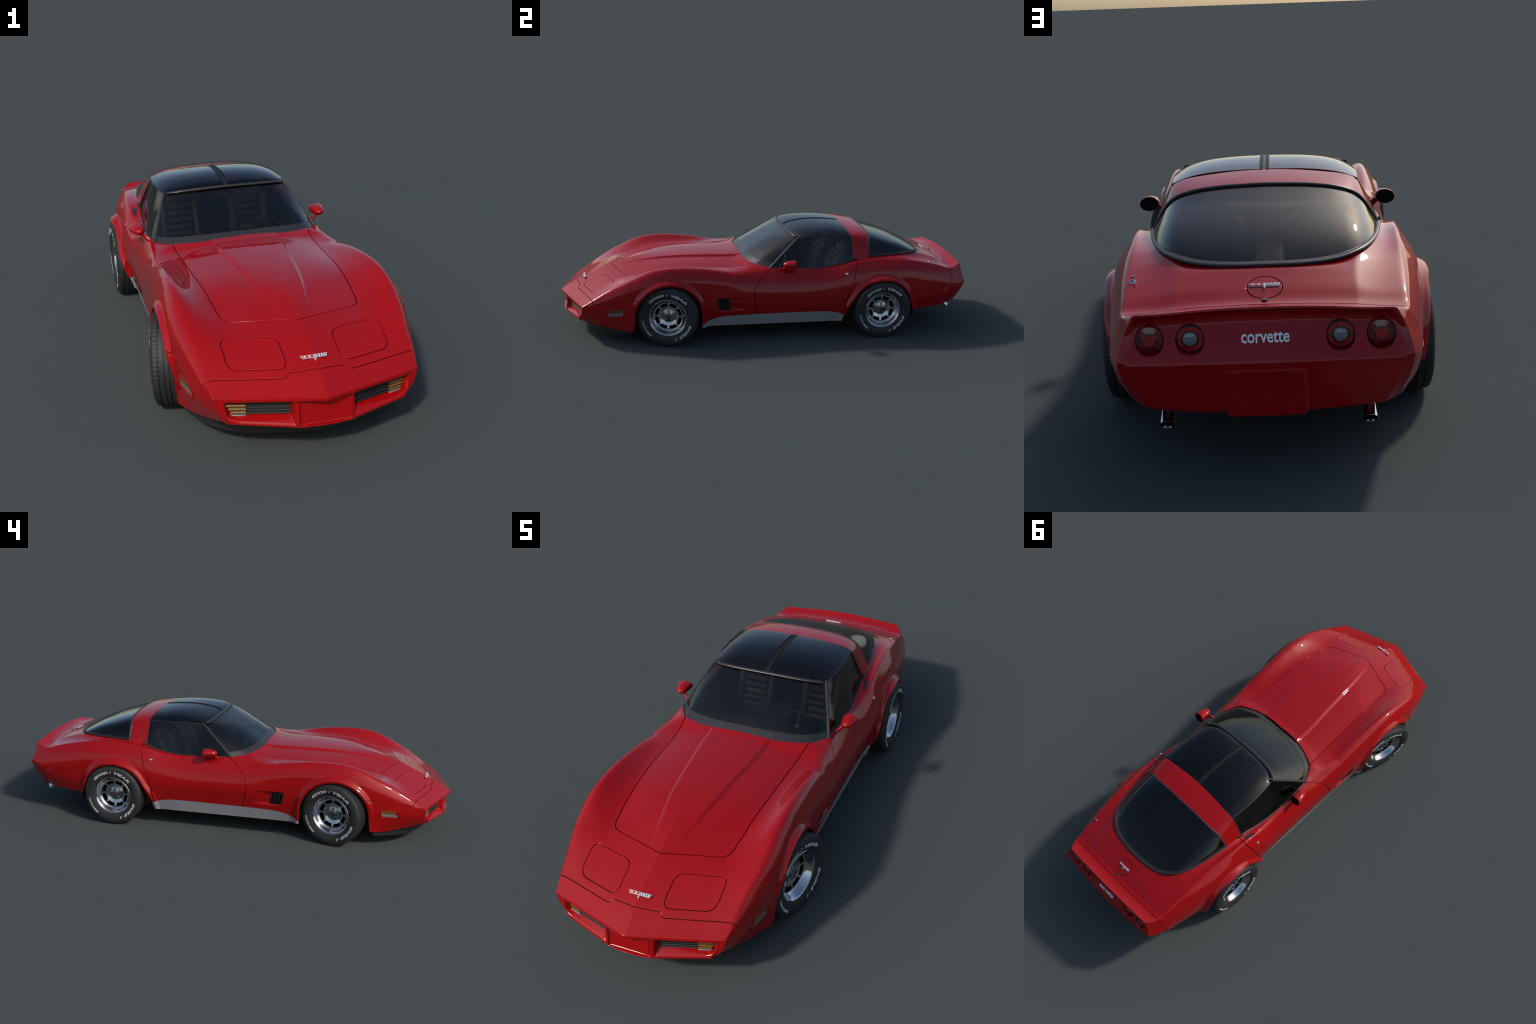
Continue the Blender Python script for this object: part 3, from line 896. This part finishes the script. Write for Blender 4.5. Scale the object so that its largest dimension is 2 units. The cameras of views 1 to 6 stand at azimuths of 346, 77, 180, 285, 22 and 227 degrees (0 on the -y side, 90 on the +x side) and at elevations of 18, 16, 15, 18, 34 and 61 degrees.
up = np.concatenate([hi[::-1] * [-1, 1, 1], hi[1:]])
V, F = sweep(up + [0, .002, .001], .004, 8); gasket.add(V, F)
gasket.build("rear_window_gasket", "trim")

# ---- side windows
belt_pts = [(float(belt_x(y)) - .002, y, float(belt_z(y)) - .001) for y in np.linspace(-.022, .388, 24)]
top_pts = [tuple(pillar_base + [0.0, 0.002, 0]), tuple(pillar_base * .5 + pillar_top * .5 + [.0, .003, .0]), tuple(pillar_top + [.001, .003, 0])] + \
          [(float(EDGE_X(y)) - .002, y, float(EDGE_Z(y)) - .003) for y in np.linspace(.16, .389, 12)]
for sx in (1, -1):
    B = spline3(belt_pts, 50)
    tp = np.array(top_pts); Tq = spline3(tp, 50)
    s = np.linspace(0, 1, 20)[:, None, None]
    P = B[None] * (1 - s) + Tq[None] * s
    P[..., 0] += .001 * (4 * s * (1 - s))[..., 0] * np.minimum(1, np.linspace(0, 3, 50))[None]
    P[..., 0] *= sx
    patch_object("side_window", oriented(P, (sx, 0, 0)), .002, "glass")
    V, F = sweep(B * [sx, 1, 1] + [0, 0, .0015], .0032, 8)
    add_mesh("belt_weatherstrip", V, F, "trim", angle=40)

# ================================================================= INTERIOR
cabin = Soup()
V, F = box(0, .16, .105, .30, .31, .012); cabin.add(V, F)
for sx in (1, -1):
    V, F = box(sx * .292, .17, .21, .006, .30, .12); cabin.add(V, F)
V, F = box(0, -.115, .20, .25, .01, .11); cabin.add(V, F)
V, F = box(0, .62, .265, .225, .19, .008); cabin.add(V, F)
V, F = box(0, .435, .19, .27, .01, .085); cabin.add(V, F)
cabin.build("cabin_tub", "carpet", angle=30)
V, F = box(0, -.045, .308, .255, .060, .030, .018); dash = Soup(); dash.add(V, F)
V, F = box(.13, -.012, .315, .085, .03, .028, .016); dash.add(V, F)
dash.build("dashboard", "black")
V, F = box(0, .13, .19, .045, .20, .06, .018); add_mesh("centre_console", V, F, "black", angle=35)
V, F = sweep([(0, .05, .24), (0, .055, .275)], .004, 8); add_mesh("gear_lever", V, F, "black", angle=35)
def seat(sx):
    root = empty("seat", CAR)
    cx = sx * .132
    V, F = box(cx, .165, .165, .078, .105, .028, .022); add_mesh("seat_cushion", V, F, "leather", root, angle=40)
    rib = Soup()
    M = Matrix.Translation((cx, .30, .185)) @ Matrix.Rotation(math.radians(-22), 4, "X")
    for k in range(7):
        V, F = box(0, -.016, .035 + k * .026, .048, .016, .0125, .009); rib.add(turn(V, M), F)
    for q in (-1, 1):
        V, F = box(q * .062, -.012, .105, .016, .022, .105, .014); rib.add(turn(V, M), F)
    V, F = box(0, .006, .11, .076, .016, .112, .014); rib.add(turn(V, M), F)
    V, F = box(0, -.006, .222, .058, .020, .022, .016); rib.add(turn(V, M), F)
    rib.build("seat_back", "leather", root)
    for k in range(4):
        V, F = box(cx, .10 + .042 * k, .194, .048, .018, .006, .005); add_mesh("seat_cushion_roll", V, F, "leather", root, angle=40)
for sx in (1, -1): seat(sx)
sw = empty("steering_wheel", CAR)
M = Matrix.Translation((.132, .062, .300)) @ Matrix.Rotation(math.radians(68), 4, "X")
a = np.linspace(0, 2 * np.pi, 49)
V, F = sweep(np.stack([.066 * np.cos(a), .066 * np.sin(a), 0 * a], 1), .0052, 8, caps=False); add_mesh("steering_rim", turn(V, M), F, "black", sw)
hub = Soup(); V, F = lathe([(-.02, .001), (-.02, .016), (.004, .018), (.008, .001)], 20, "z"); hub.add(V, F)
for ang in (90, 210, 330):
    c, s_ = math.cos(math.radians(ang)), math.sin(math.radians(ang))
    V, F = sweep([(c * .01, s_ * .01, 0), (c * .064, s_ * .064, 0)], .005, 6, .4); hub.add(V, F)
hub.v = [turn(v, M) for v in hub.v]; hub.build("steering_hub", "black", sw)
V, F = sweep([(.132, .06, .30), (.132, -.03, .265)], .012, 10); add_mesh("steering_column", V, F, "black", sw)

# ============================================================ UNDERBODY, WELLS
under = Soup()
V, F = box(0, .0, .093, .312, .33, .006); under.add(V, F)
V, F = box(0, .80, .150, .245, .13, .008); under.add(V, F)
V, F = box(0, -.78, .10, .26, .10, .006); under.add(V, F)
V, F = box(0, -.515, .15, .20, .17, .02); under.add(V, F)
V, F = box(0, .53, .15, .20, .17, .02); under.add(V, F)
under.build("floor_pan", "void", angle=30)
for cy, r0 in ((-.515, .172), (.53, .172)):
    for sx in (1, -1):
        th = np.linspace(-.45, math.pi + .45, 40)
        P = np.array([[(sx * x, cy + r * math.cos(q), .135 + r * math.sin(q) * (1 if math.sin(q) > 0 else .6)) for q in th] for x, r in ((.318, r0 + .012), (.305, r0 + .004), (.15, r0), (.15, .03))])
        V = P.reshape(-1, 3)
        add_mesh("wheel_well", V, grid_faces(4, 40), "void", angle=40)

# =================================================================== WHEELS
TYRE = [(.028, .0865), (.035, .0868), (.0390, .0888), (.0412, .092), (.0440, .099), (.0465, .107), (.0478, .115), (.0476, .123), (.0458, .1305),
        (.0432, .1360), (.0412, .1386), (.0385, .1402)]
def tread():
    pts = []
    for u0, u1, r in ((.0385, .0255, .1402), (.0225, .0085, .1423), (.0055, -.0055, .1427), (-.0085, -.0225, .1423), (-.0255, -.0385, .1402)):
        ra = .1427 - .0016 * (abs(u0) / .0405) ** 2; rb = .1427 - .0016 * (abs(u1) / .0405) ** 2
        pts += [(u0 - .0002, ra - .004), (u0 - .0003, ra), (u1 + .0003, rb), (u1 + .0002, rb - .004)]
    return pts
tyre_prof = TYRE + tread()[1:-1] + [(-u, r) for u, r in TYRE[::-1]]
RIM = [(.030, .0862), (.036, .0880), (.0390, .0886), (.0400, .0874), (.0394, .0856), (.0375, .0838), (.0345, .0818), (.0290, .0785), (.0230, .0750), (.0180, .0718), (.0150, .0690), (.0140, .0675), (.0100, .0670)]
def text_mesh(body, size, bold, depth, width=1.0, shear=0.0, spacing=1.0):
    c = bpy.data.curves.new("lettering", "FONT"); c.body = body; c.size = size
    c.offset = bold; c.extrude = depth; c.shear = shear; c.space_character = spacing; c.resolution_u = 3
    c.align_x = "CENTER"; c.align_y = "CENTER"
    o = bpy.data.objects.new("lettering", c); COLL.objects.link(o)
    dg = bpy.context.evaluated_depsgraph_get(); dg.update()
    me = bpy.data.meshes.new_from_object(o.evaluated_get(dg))
    V = np.array([tuple(v.co) for v in me.vertices]); F = [tuple(p.vertices) for p in me.polygons]
    bpy.data.objects.remove(o); bpy.data.curves.remove(c); bpy.data.meshes.remove(me)
    V[:, 0] *= width
    return V, F

def wrap_text(body, height, start, end, radius, bold=.0009, shear=.25):
    """Bend lettering round the sidewall between two angles, clockwise from the top."""
    V, F = text_mesh(body, .02, bold, .0006, 1.0, shear)
    V[:, 0] -= V[:, 0].min(); V[:, 0] /= V[:, 0].max()
    V[:, 1] -= V[:, 1].min(); V[:, 1] = (V[:, 1] / V[:, 1].max() - .5) * height
    th = np.radians(start + (end - start) * V[:, 0])
    r = radius + V[:, 1]
    u = np.interp(r, [.092, .099, .107, .115, .123, .1305], [.0412, .0440, .0465, .0478, .0476, .0458]) + .0004 + V[:, 2]
    return np.stack([u, r * np.sin(th), r * np.cos(th)], 1), F

WHEEL_DATA = {}
def wheel_parts():
    seg = 264
    V, F = lathe(tyre_prof, seg)
    r = np.hypot(V[:, 1], V[:, 2]); j = np.arange(len(V)) % seg          # cross cuts in the shoulder ribs
    for lo_u, hi_u, step, skew in ((.0245, .041, 4, 0),):
        band = (np.abs(V[:, 0]) > lo_u) & (np.abs(V[:, 0]) < hi_u) & (r > .1375) & ((j + skew) % step == 0)
        V[band, 1:] *= (1 - .0009 / r[band])[:, None]
    WHEEL_DATA["tyre"] = (V, F, "rubber", 28)
    L = Soup()
    for body, h, a0, a1 in (("GOOD", .0120, -50, -9), ("/", .0115, -5, 0), ("YEAR", .0120, 6, 51), ("EAGLE", .0115, 106, 150), ("'", .004, 153, 155), ("1", .0115, 157.5, 162)):
        V, F = wrap_text(body, h, a0, a1, .1125); L.add(V, F)
    V, F = wrap_text("ST225/70R15", .0075, 236, 262, .1165, .0001, 0); L.add(V, F)
    for k in range(9):
        V, F = wrap_text("I", .0085, 220 + 1.7 * k, 221.1 + 1.7 * k, .1165, .0, 0); L.add(V, F)
    WHEEL_DATA["tyre_lettering"] = (np.concatenate(L.v), L.f, "letters", 30)
    V, F = lathe(RIM, 120); R = Soup(); R.add(V, F)
    # inner barrel
    WHEEL_DATA["rim"] = (np.concatenate(R.v), R.f, "alloy", 30)
    # disc with eight slots
    rad = np.array([.030, .036, .042, .0485, .0560, .0635, .0680]); prof = np.array([.0030, .0050, .0075, .0098, .0118, .0132, .0138])
    ths = []
    for k in range(8):
        base = k * math.pi / 4 + math.pi / 8
        half = math.pi / 8
        ths += list(base + np.linspace(-half + .088, half - .088, 9)) + [base + half]
    ths = np.array(ths); n = len(ths)
    D = Soup(); thick = .007
    P = np.array([[(prof[i], rad[i] * math.sin(t), rad[i] * math.cos(t)) for t in ths] for i in range(len(rad))])
    Q = P - [thick, 0, 0]
    VV = np.concatenate([P.reshape(-1, 3), Q.reshape(-1, 3)]); m = len(rad) * n; FF = []
    def solid(i, j):
        return not (3 <= i < 5 and (j % 10) < 8)
    for i in range(len(rad) - 1):
        for j in range(n):
            j2 = (j + 1) % n
            if solid(i, j):
                a, b, c, d = i * n + j, i * n + j2, (i + 1) * n + j2, (i + 1) * n + j
                FF.append((a, d, c, b)); FF.append((m + a, m + b, m + c, m + d))
                for (ii, jj, e) in ((i - 1, j, (a, b)), (i + 1, j, (c, d)), (i, (j - 1) % n, (d, a)), (i, j2, (b, c))):
                    if 0 <= ii < len(rad) - 1 and not solid(ii, jj):
                        FF.append((e[0], e[1], m + e[1], m + e[0]))
    D.add(VV, FF)
    WHEEL_DATA["slotted_disc"] = (VV, FF, "alloy", 30)
    H = Soup()
    V, F = lathe([(-.002, .0325), (.0065, .0325), (.0090, .0312), (.0100, .0290), (.0108, .0170), (.0120, .0152), (.0200, .0142), (.0226, .0132), (.0230, .0114), (.0220, .0110), (.0218, .0)], 48); H.add(V, F)
    for k in range(5):
        q = 2 * math.pi * k / 5
        V, F = lathe([(.008, .0056), (.0140, .0050), (.0152, .0040), (.0156, .0)], 12); H.add(V + [0, .0235 * math.sin(q), .0235 * math.cos(q)], F)
    WHEEL_DATA["hub_cap"] = (np.concatenate(H.v), H.f, "dark_chrome", 35)
    V, F = lathe([(.0221, .0108), (.0223, .0)], 24); WHEEL_DATA["hub_badge"] = (V, F, "black", 30)
    V, F = box(.0225, -.0025, .0005, .0003, .0045, .0013); WHEEL_DATA["hub_badge_mark"] = (V, F, "badge_red", 30)
    V, F = lathe([(-.030, .0), (-.030, .074)], 40); V2, F2 = lathe([(-.034, .0), (-.034, .074)], 40)
    B = Soup(); B.add(V, F); B.add(V2, F2)
    V, F = lathe([(.013, .0688), (.0, .076), (-.045, .084)], 60); B.add(V, F)  # rim barrel coloured black so the slots look deep in shadow
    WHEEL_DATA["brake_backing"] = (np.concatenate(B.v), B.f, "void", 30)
wheel_parts()
WHEEL_MESH = {}
def add_wheel(x, y, steer):
    root = empty("wheel", CAR, (x, y, .1427))
    root.rotation_euler = (0, 0, (math.pi if x < 0 else 0) + math.radians(steer))
    for part, (V, F, mat, ang) in WHEEL_DATA.items():
        if part not in WHEEL_MESH:
            o = add_mesh(part, V, F, mat, root, angle=ang); WHEEL_MESH[part] = o.data
        else:
            o = bpy.data.objects.new(part, WHEEL_MESH[part]); COLL.objects.link(o); o.parent = root
for x, y, st in ((.325, -.5125, -13.6), (-.325, -.5125, -13.6), (.3275, .533, 0), (-.3275, .533, 0)):
    add_wheel(x, y, st)

# ============================================================ FRONT DETAILS
# lamp pockets: black grille bars and amber lamps
def lip_y(x): return -1.0 + SWEEP * x
for sx in (1, -1):
    g = Soup()
    back = [(sx * x, lip_y(x) + .0245, z) for z in (.125, .160) for x in (.088, .196)]
    V, F = np.array(back), [(0, 1, 3, 2)]
    g.add(V, F)
    for k in range(4):
        z = .1305 + k * .0085
        pts = [(sx * x, lip_y(x) + .021, z) for x in np.linspace(.087, .196, 6)]
        V, F = sweep(pts, .0030, 6, .55); g.add(V, F)
    g.build("grille", "black")
    lamp = Soup()
    for k in range(3):
        z = .1330 + k * .0095
        x1 = .246 - .010 * (2 - k) * .6
        pts = [(sx * x, lip_y(x) + .0215, z) for x in np.linspace(.197, x1, 6)]
        V, F = sweep(pts, .0050, 8, .97); lamp.add(V, F)
    lamp.build("turn_signal", "amber")
    V, F = sweep([(sx * x, lip_y(x) + .020, .1255) for x in np.linspace(.197, .238, 5)], .0035, 6, .7)
    add_mesh("parking_lamp_lens", V, F, "clear")
# centre plate in the bumper
pl = []
for z in np.linspace(.1045, .1625, 8):
    row = []
    for x in np.linspace(-.0640, .0640, 31):
        row.append((x, -.9705 + np.interp(z, [.1005, .110, .128, .162], [-.0035, -.003, -.0015, .0005]) + .0, z))
    pl.append(row)
P = oriented(np.array(pl), (0, -1, 0)); patch_object("bumper_plate", P, .004, "paint")
# black air dam
dam_top = [(0, -.925, .088), (.1, -.905, .09), (.2, -.868, .092), (.26, -.822, .088), (.300, -.76, .082), (.324, -.69, .080)]
dam_bot = [(0, -.914, .046), (.1, -.894, .046), (.2, -.856, .046), (.252, -.814, .046), (.292, -.755, .047), (.320, -.690, .050)]
P = oriented(both(ruled(dam_top, dam_bot, 8, 40)), (0, -1, 0)); patch_object("air_dam", P, .004, "black")

def drape(u, v, axis, lift):
    """Lay a point on the body: axis 'z' takes (x, y), 'x' takes (y, z) with side sign in u[0]."""
    if axis == "z":
        p, n = surface((u, v, 1.0), (0, 0, -1))
    return p + n * lift
def drape_side(sx, y, z, lift):
    p, n = surface((sx * .6, y, z), (-sx, 0, 0)); return p + n * lift

# side marker lamps, front and rear
def side_quad(name, sx, corners, mat, lift, parent=CAR, thick=.003, n=6):
    c = [np.array(p) for p in corners]                  # (y, z): upper front, upper rear, lower rear, lower front
    P = np.zeros((n, n, 3))
    for i in range(n):
        for j in range(n):
            a, b = i / (n - 1), j / (n - 1)
            q = (c[0] * (1 - b) + c[1] * b) * (1 - a) + (c[3] * (1 - b) + c[2] * b) * a
            P[i, j] = drape_side(sx, q[0], q[1], lift)
    V, F = thick_patch(oriented(P, (sx, 0, 0)), thick)
    return add_mesh(name, V, F, mat, parent, angle=30)
def ring_frame(name, sx, corners, mat, r=.0018, lift=.0):
    c = corners + [corners[0]]; pts = []
    for a, b in zip(c[:-1], c[1:]):
        for s in np.linspace(0, 1, 6)[:-1]:
            pts.append(drape_side(sx, a[0] + (b[0] - a[0]) * s, a[1] + (b[1] - a[1]) * s, lift))
    pts.append(pts[0])
    V, F = sweep(pts, r, 6, caps=False); return add_mesh(name, V, F, mat)
for sx in (1, -1):
    m = empty("side_marker_lamp", CAR)
    fr = [(-.794, .1755), (-.718, .181), (-.722, .1455), (-.802, .1395)]
    o = ring_frame("marker_bezel", sx, fr, "paint", .0020); o.parent = m
    side_quad("marker_lens_amber", sx, [(-.788, .1725), (-.7235, .1775), (-.725, .166), (-.791, .1605)], "amber", .0012, m)
    side_quad("marker_lens_clear", sx, [(-.791, .1575), (-.7255, .163), (-.727, .150), (-.795, .1445)], "clear", .0012, m)
    rr = [(.862, .229), (.899, .230), (.896, .208), (.859, .207)]
    o = ring_frame("marker_bezel", sx, rr, "paint", .0014); o.parent = m
    side_quad("marker_lens_red", sx, [(.8645, .2265), (.8965, .2275), (.894, .2105), (.8615, .2095)], "red_lens", .0008, m)
    # air outlet louvres
    v = empty("side_vent", CAR)
    side_quad("vent_backing", sx, [(-.292, .2245), (-.226, .2245), (-.211, .159), (-.277, .159)], "void", -.016, v)
    for k in range(5):
        y0 = -.283 + k * .0128
        pts = []
        for z in np.linspace(.160, .223, 10):
            y = y0 + (.222 - z) * .243
            p, nrm = surface((sx * .6, -.295, z), (-sx, 0, 0))
            pts.append((p[0] - sx * (.0065 + .0018 * k), y, z))
        V, F = sweep(pts, .0055, 8, .5, up=(sx * .6, 1, 0)); add_mesh("vent_louvre", V, F, "black", v)

# ---- emblem of crossed flags
def emblem(centre, tangent_x, tangent_y, normal, w=.0375):
    root = empty("emblem", CAR)
    O = np.array(centre); ex, ey, ez = map(np.array, (tangent_x, tangent_y, normal))
    def plate(name, pts, z0, z1, mat):
        n = len(pts)
        V = [O + ex * a * w + ey * b * w + ez * z0 for a, b in pts] + [O + ex * a * w + ey * b * w + ez * z1 for a, b in pts]
        F = [tuple(range(2 * n - 1, n - 1, -1)), tuple(range(n))] + [(i, i + n, (i + 1) % n + n, (i + 1) % n) for i in range(n)]
        V = np.array(V)
        return add_mesh(name, V, [f[::-1] for f in F], mat, root, smooth=False)
    plate("flag_frame", [(-1, .16), (-.62, .17), (-.05, .14), (-.05, -.12), (-.62, -.13), (-.88, -.12)], -.001, .0012, "silver")
    plate("flag_field_red", [(-.92, .11), (-.62, .12), (-.08, .10), (-.08, -.07), (-.62, -.08), (-.83, -.07)], .0016, .0020, "badge_red")
    for cx in (-.70, -.34):
        plate("flag_mark", [(cx - .10, .07), (cx + .10, .06), (cx + .05, -.04), (cx + .09, -.05), (cx - .09, -.05), (cx - .06, 0)], .0020, .0023, "badge_white")
    plate("flag_frame", [(1, .16), (.88, -.12), (.62, -.13), (.05, -.12), (.05, .14), (.62, .17)], -.001, .0016, "silver")
    plate("flag_field_checkered", [(.92, .11), (.83, -.07), (.62, -.08), (.08, -.07), (.08, .10), (.62, .12)], .0016, .0020, "checker")
    plate("flag_staff", [(-.045, .14), (-.06, -.30), (-.04, -.38), (.04, -.38), (.06, -.30), (.045, .14)], -.001, .0030, "silver")
p, n = surface((0.0, -.887, 1), (0, 0, -1)); n = np.array([0, n[1], n[2]]); n /= np.linalg.norm(n)
emblem(p + n * .0012, (1, 0, 0), np.cross(n, (1, 0, 0)), n)
p, n = surface((0.0, .857, 1), (0, 0, -1)); n = np.array([0, n[1], n[2]]); n /= np.linalg.norm(n)
emblem(p + n * .0012, (-1, 0, 0), np.cross(n, (-1, 0, 0)), n, w=.0325)
# fuel door latch
p, n = surface((0, FUEL_Y + FUEL_R + .003, 1), (0, 0, -1))
V, F = lathe([(-.002, .007), (.0015, .0065), (.0022, .0)], 16, "z"); add_mesh("fuel_door_latch", V + p, F, "black", angle=40)

# ---- door mirrors
for sx in (1, -1):
    m = empty("door_mirror", CAR)
    prof = [(0, .001), (.002, .005), (.007, .0108), (.017, .0162), (.034, .0200), (.054, .0228), (.074, .0243), (.080, .0241), (.0815, .0234), (.0805, .0225)]
    V, F = lathe(prof, 36, "y")
    V = V * [1.12, .82, .78]
    V[:, 1] -= .55 * V[:, 2] * (V[:, 1] / .081) ** 2
    V = V + [.0, .031, 0]
    yaw = np.radians(-4) * 1
    V = turn(V, Matrix.Rotation(yaw, 4, "Z")) + [.318, 0, .375]
    add_mesh("mirror_housing", V * [sx, 1, 1], F if sx > 0 else [f[::-1] for f in F], "paint", m, angle=45)
    V, F = lathe([(.0803, .0226), (.0803, .0)], 36, "y"); V = V * [1.12, .82, .78]; V[:, 1] -= .55 * V[:, 2]; V = V + [0, .031, 0]
    V = turn(V, Matrix.Rotation(yaw, 4, "Z")) + [.318, 0, .375]
    add_mesh("mirror_glass", V * [sx, 1, 1], F if sx > 0 else [f[::-1] for f in F], "mirror", m)
    path = [(.285, .034, .338), (.295, .042, .347), (.306, .050, .358), (.316, .056, .369)]
    V, F = sweep(spline3(path, 10), [.010, .0095, .009, .0085, .008, .0078, .0078, .008, .009, .010], 12, .62, up=(1, 0, .6))
    add_mesh("mirror_stem", V * [sx, 1, 1], F if sx > 0 else [f[::-1] for f in F], "paint", m)
    V, F = sweep([(.278, .022, .342), (.288, .034, .339), (.293, .055, .336)], [.004, .010, .004], 10, .5, up=(1, 0, 1))
    add_mesh("mirror_foot", V * [sx, 1, 1], F if sx > 0 else [f[::-1] for f in F], "paint", m)

# ---- door handle plates and locks
for sx in (1, -1):
    hp = rounded([(.285, .387), (.3025, .388), (.3065, .338), (.2945, .336)], .005, 5)
    cx, cy = np.mean(hp, 0); n = len(hp); V = []; N_ = []
    for lift, sc in ((-.003, 1.0), (.0008, 1.0), (.0014, .93)):
        for x, y in hp:
            X, Y = cx + (x - cx) * sc, cy + (y - cy) * sc
            V.append(drape(sx * X, Y, "z", lift))
    F = [tuple(range(2 * n, 3 * n))[::sx]] + [((k * n + i), (k * n + (i + 1) % n), ((k + 1) * n + (i + 1) % n), ((k + 1) * n + i))[::sx] for k in (0, 1) for i in range(n)]
    add_mesh("door_handle", np.array(V), F, "handle", angle=25)
    p, nrm = surface((sx * .6, .348, .323), (-sx, 0, -.0)); 
    rot = Vector((1, 0, 0)).rotation_difference(Vector(nrm)).to_matrix().to_4x4(); rot.translation = Vector(p)
    V, F = lathe([(-.002, .0062), (.002, .0062), (.003, .005), (.0025, .0042), (.0032, .0)], 20)
    add_mesh("door_lock", turn(V, rot), F, "chrome", angle=40)

# =============================================================== TAIL DETAILS
for sx in (1, -1):
    for k, (lx, lz) in enumerate(TAIL_LAMPS):
        t = empty("tail_lamp", CAR)
        off = np.array([sx * lx, 0, lz])
        th = np.linspace(0, 2 * np.pi, 48, endpoint=False)
        rim = np.array([surface((sx * lx + LAMP_R * math.cos(a), 1.3, lz + LAMP_R * math.sin(a)), (0, -1, 0))[0] for a in th])
        deep = rim.copy(); deep[:, 1] = .955
        P = np.array([rim - [0, .0005, 0], deep]); V = P.reshape(-1, 3)
        add_mesh("lamp_bucket", V, [f[::-1] for f in grid_faces(2, 48, close=True)], "paint", t)
        if k == 0:
            V, F = lathe([(.956, .0275), (.966, .0275), (.969, .0262), (.9715, .0145), (.9722, .0135), (.9738, .0125), (.9745, .0)], 48, "y")
            add_mesh("lamp_lens", V + off, F, "dark_lens", t, angle=20)
            V, F = lathe([(.9725, .0128), (.9748, .0110), (.9756, .0)], 40, "y"); add_mesh("lamp_lens_bullseye", V + off, F, "red_lens", t, angle=40)
        else:
            V, F = lathe([(.956, .0278), (.966, .0278), (.968, .0265), (.968, .0255)], 48, "y"); add_mesh("lamp_gasket", V + off, F, "black", t, angle=30)
            V, F = lathe([(.966, .0255), (.9695, .0250), (.9705, .0170), (.968, .0160)], 48, "y"); add_mesh("lamp_lens", V + off, F, "red_lens", t, angle=30)
            V, F = lathe([(.966, .0165), (.970, .0160), (.9705, .0145), (.969, .0140)], 48, "y"); add_mesh("lamp_inner_ring", V + off, F, "black", t, angle=30)
            V, F = lathe([(.966, .0142), (.9705, .0138), (.9725, .0100), (.9732, .0)], 40, "y"); add_mesh("reversing_lens", V + off, F, "clear", t, angle=40)
        for q in (-1, 1):
            V, F = lathe([(.966, .0030), (.9712, .0028), (.9716, .0)], 12, "y"); add_mesh("lamp_screw", V + off + [q * .0232, 0, 0], F, "black", t, angle=40)
# lettering across the tail
V, F = text_mesh("corvette", .0315, .0005, .0015, 1.02, 0, 1.0)
w = V[:, 0].max() - V[:, 0].min(); V[:, 0] *= .0915 / w
V[:, 1] -= 0.5 * (V[:, 1].max() + V[:, 1].min())
p0, n0 = surface((0, 1.3, .289), (0, -1, 0))
up_ = np.array([0, -n0[2], n0[1]]); V3 = []
for a, b, c in V:
    q, nn = surface((-a, 1.3, .289 + b * up_[2] * 1.12), (0, -1, 0)); V3.append(q + nn * (c + .0012))
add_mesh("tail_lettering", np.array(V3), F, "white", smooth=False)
V3 = [np.array(v) for v in V3]

# number-plate boss
def plate_boss():
    out = rounded([(-.079, .2325), (.079, .2325), (.076, .1300), (-.076, .1300)], .010, 6)
    n = len(out); rings = []
    def ring(sc_x, sc_z, y0, y1, dz=0):
        return [(x * sc_x, y0 + (y1 - y0) * (.232 - z) / .116, .174 + (z - .174) * sc_z + dz) for x, z in out]
    rings = [ring(1.10, 1.04, .975, .945), ring(1.05, 1.02, .992, .966), ring(1.0, 1.0, 1.0, .979), ring(.965, .97, 1.0005, .981), ring(.87, .90, 1.0, .982), ring(.855, .885, .9975, .9795), ring(.5, .5, .992, .985), ring(.02, .02, .9885, .9885)]
    V = np.array(rings).reshape(-1, 3); F = grid_faces(len(rings), n, close=True)
    add_mesh("number_plate_recess", V, [tuple(f) for f in F], "paint", angle=50)
plate_boss()
# exhaust tips
for sx in (1, -1):
    V, F = lathe([(.0, .0125), (.018, .0132), (.045, .0156), (.0456, .0148), (.036, .0136), (.01, .0120)], 28)
    rot = Matrix.Rotation(math.radians(90), 4, "Z"); tilt = Matrix.Rotation(math.radians(-40), 4, "X")
    M = Matrix.Translation((sx * .2015, .899, .126)) @ tilt @ rot
    add_mesh("exhaust_tip", turn(V, M), F, "chrome", angle=35)
    V, F = sweep([(sx * .2015, .55, .115), (sx * .2015, .80, .125), (sx * .2015, .90, .119)], .011, 12); add_mesh("exhaust_pipe", V, F, "black")
# aerial base
p, n = surface((.272, .794, 1), (0, 0, -1))
V, F = lathe([(-.002, .0080), (.001, .0078), (.005, .0045), (.007, .0028), (.010, .0026), (.0115, .0032), (.0145, .0028), (.016, .0)], 18, "z")
add_mesh("aerial_base", V + p, F, "dark_chrome", angle=40)
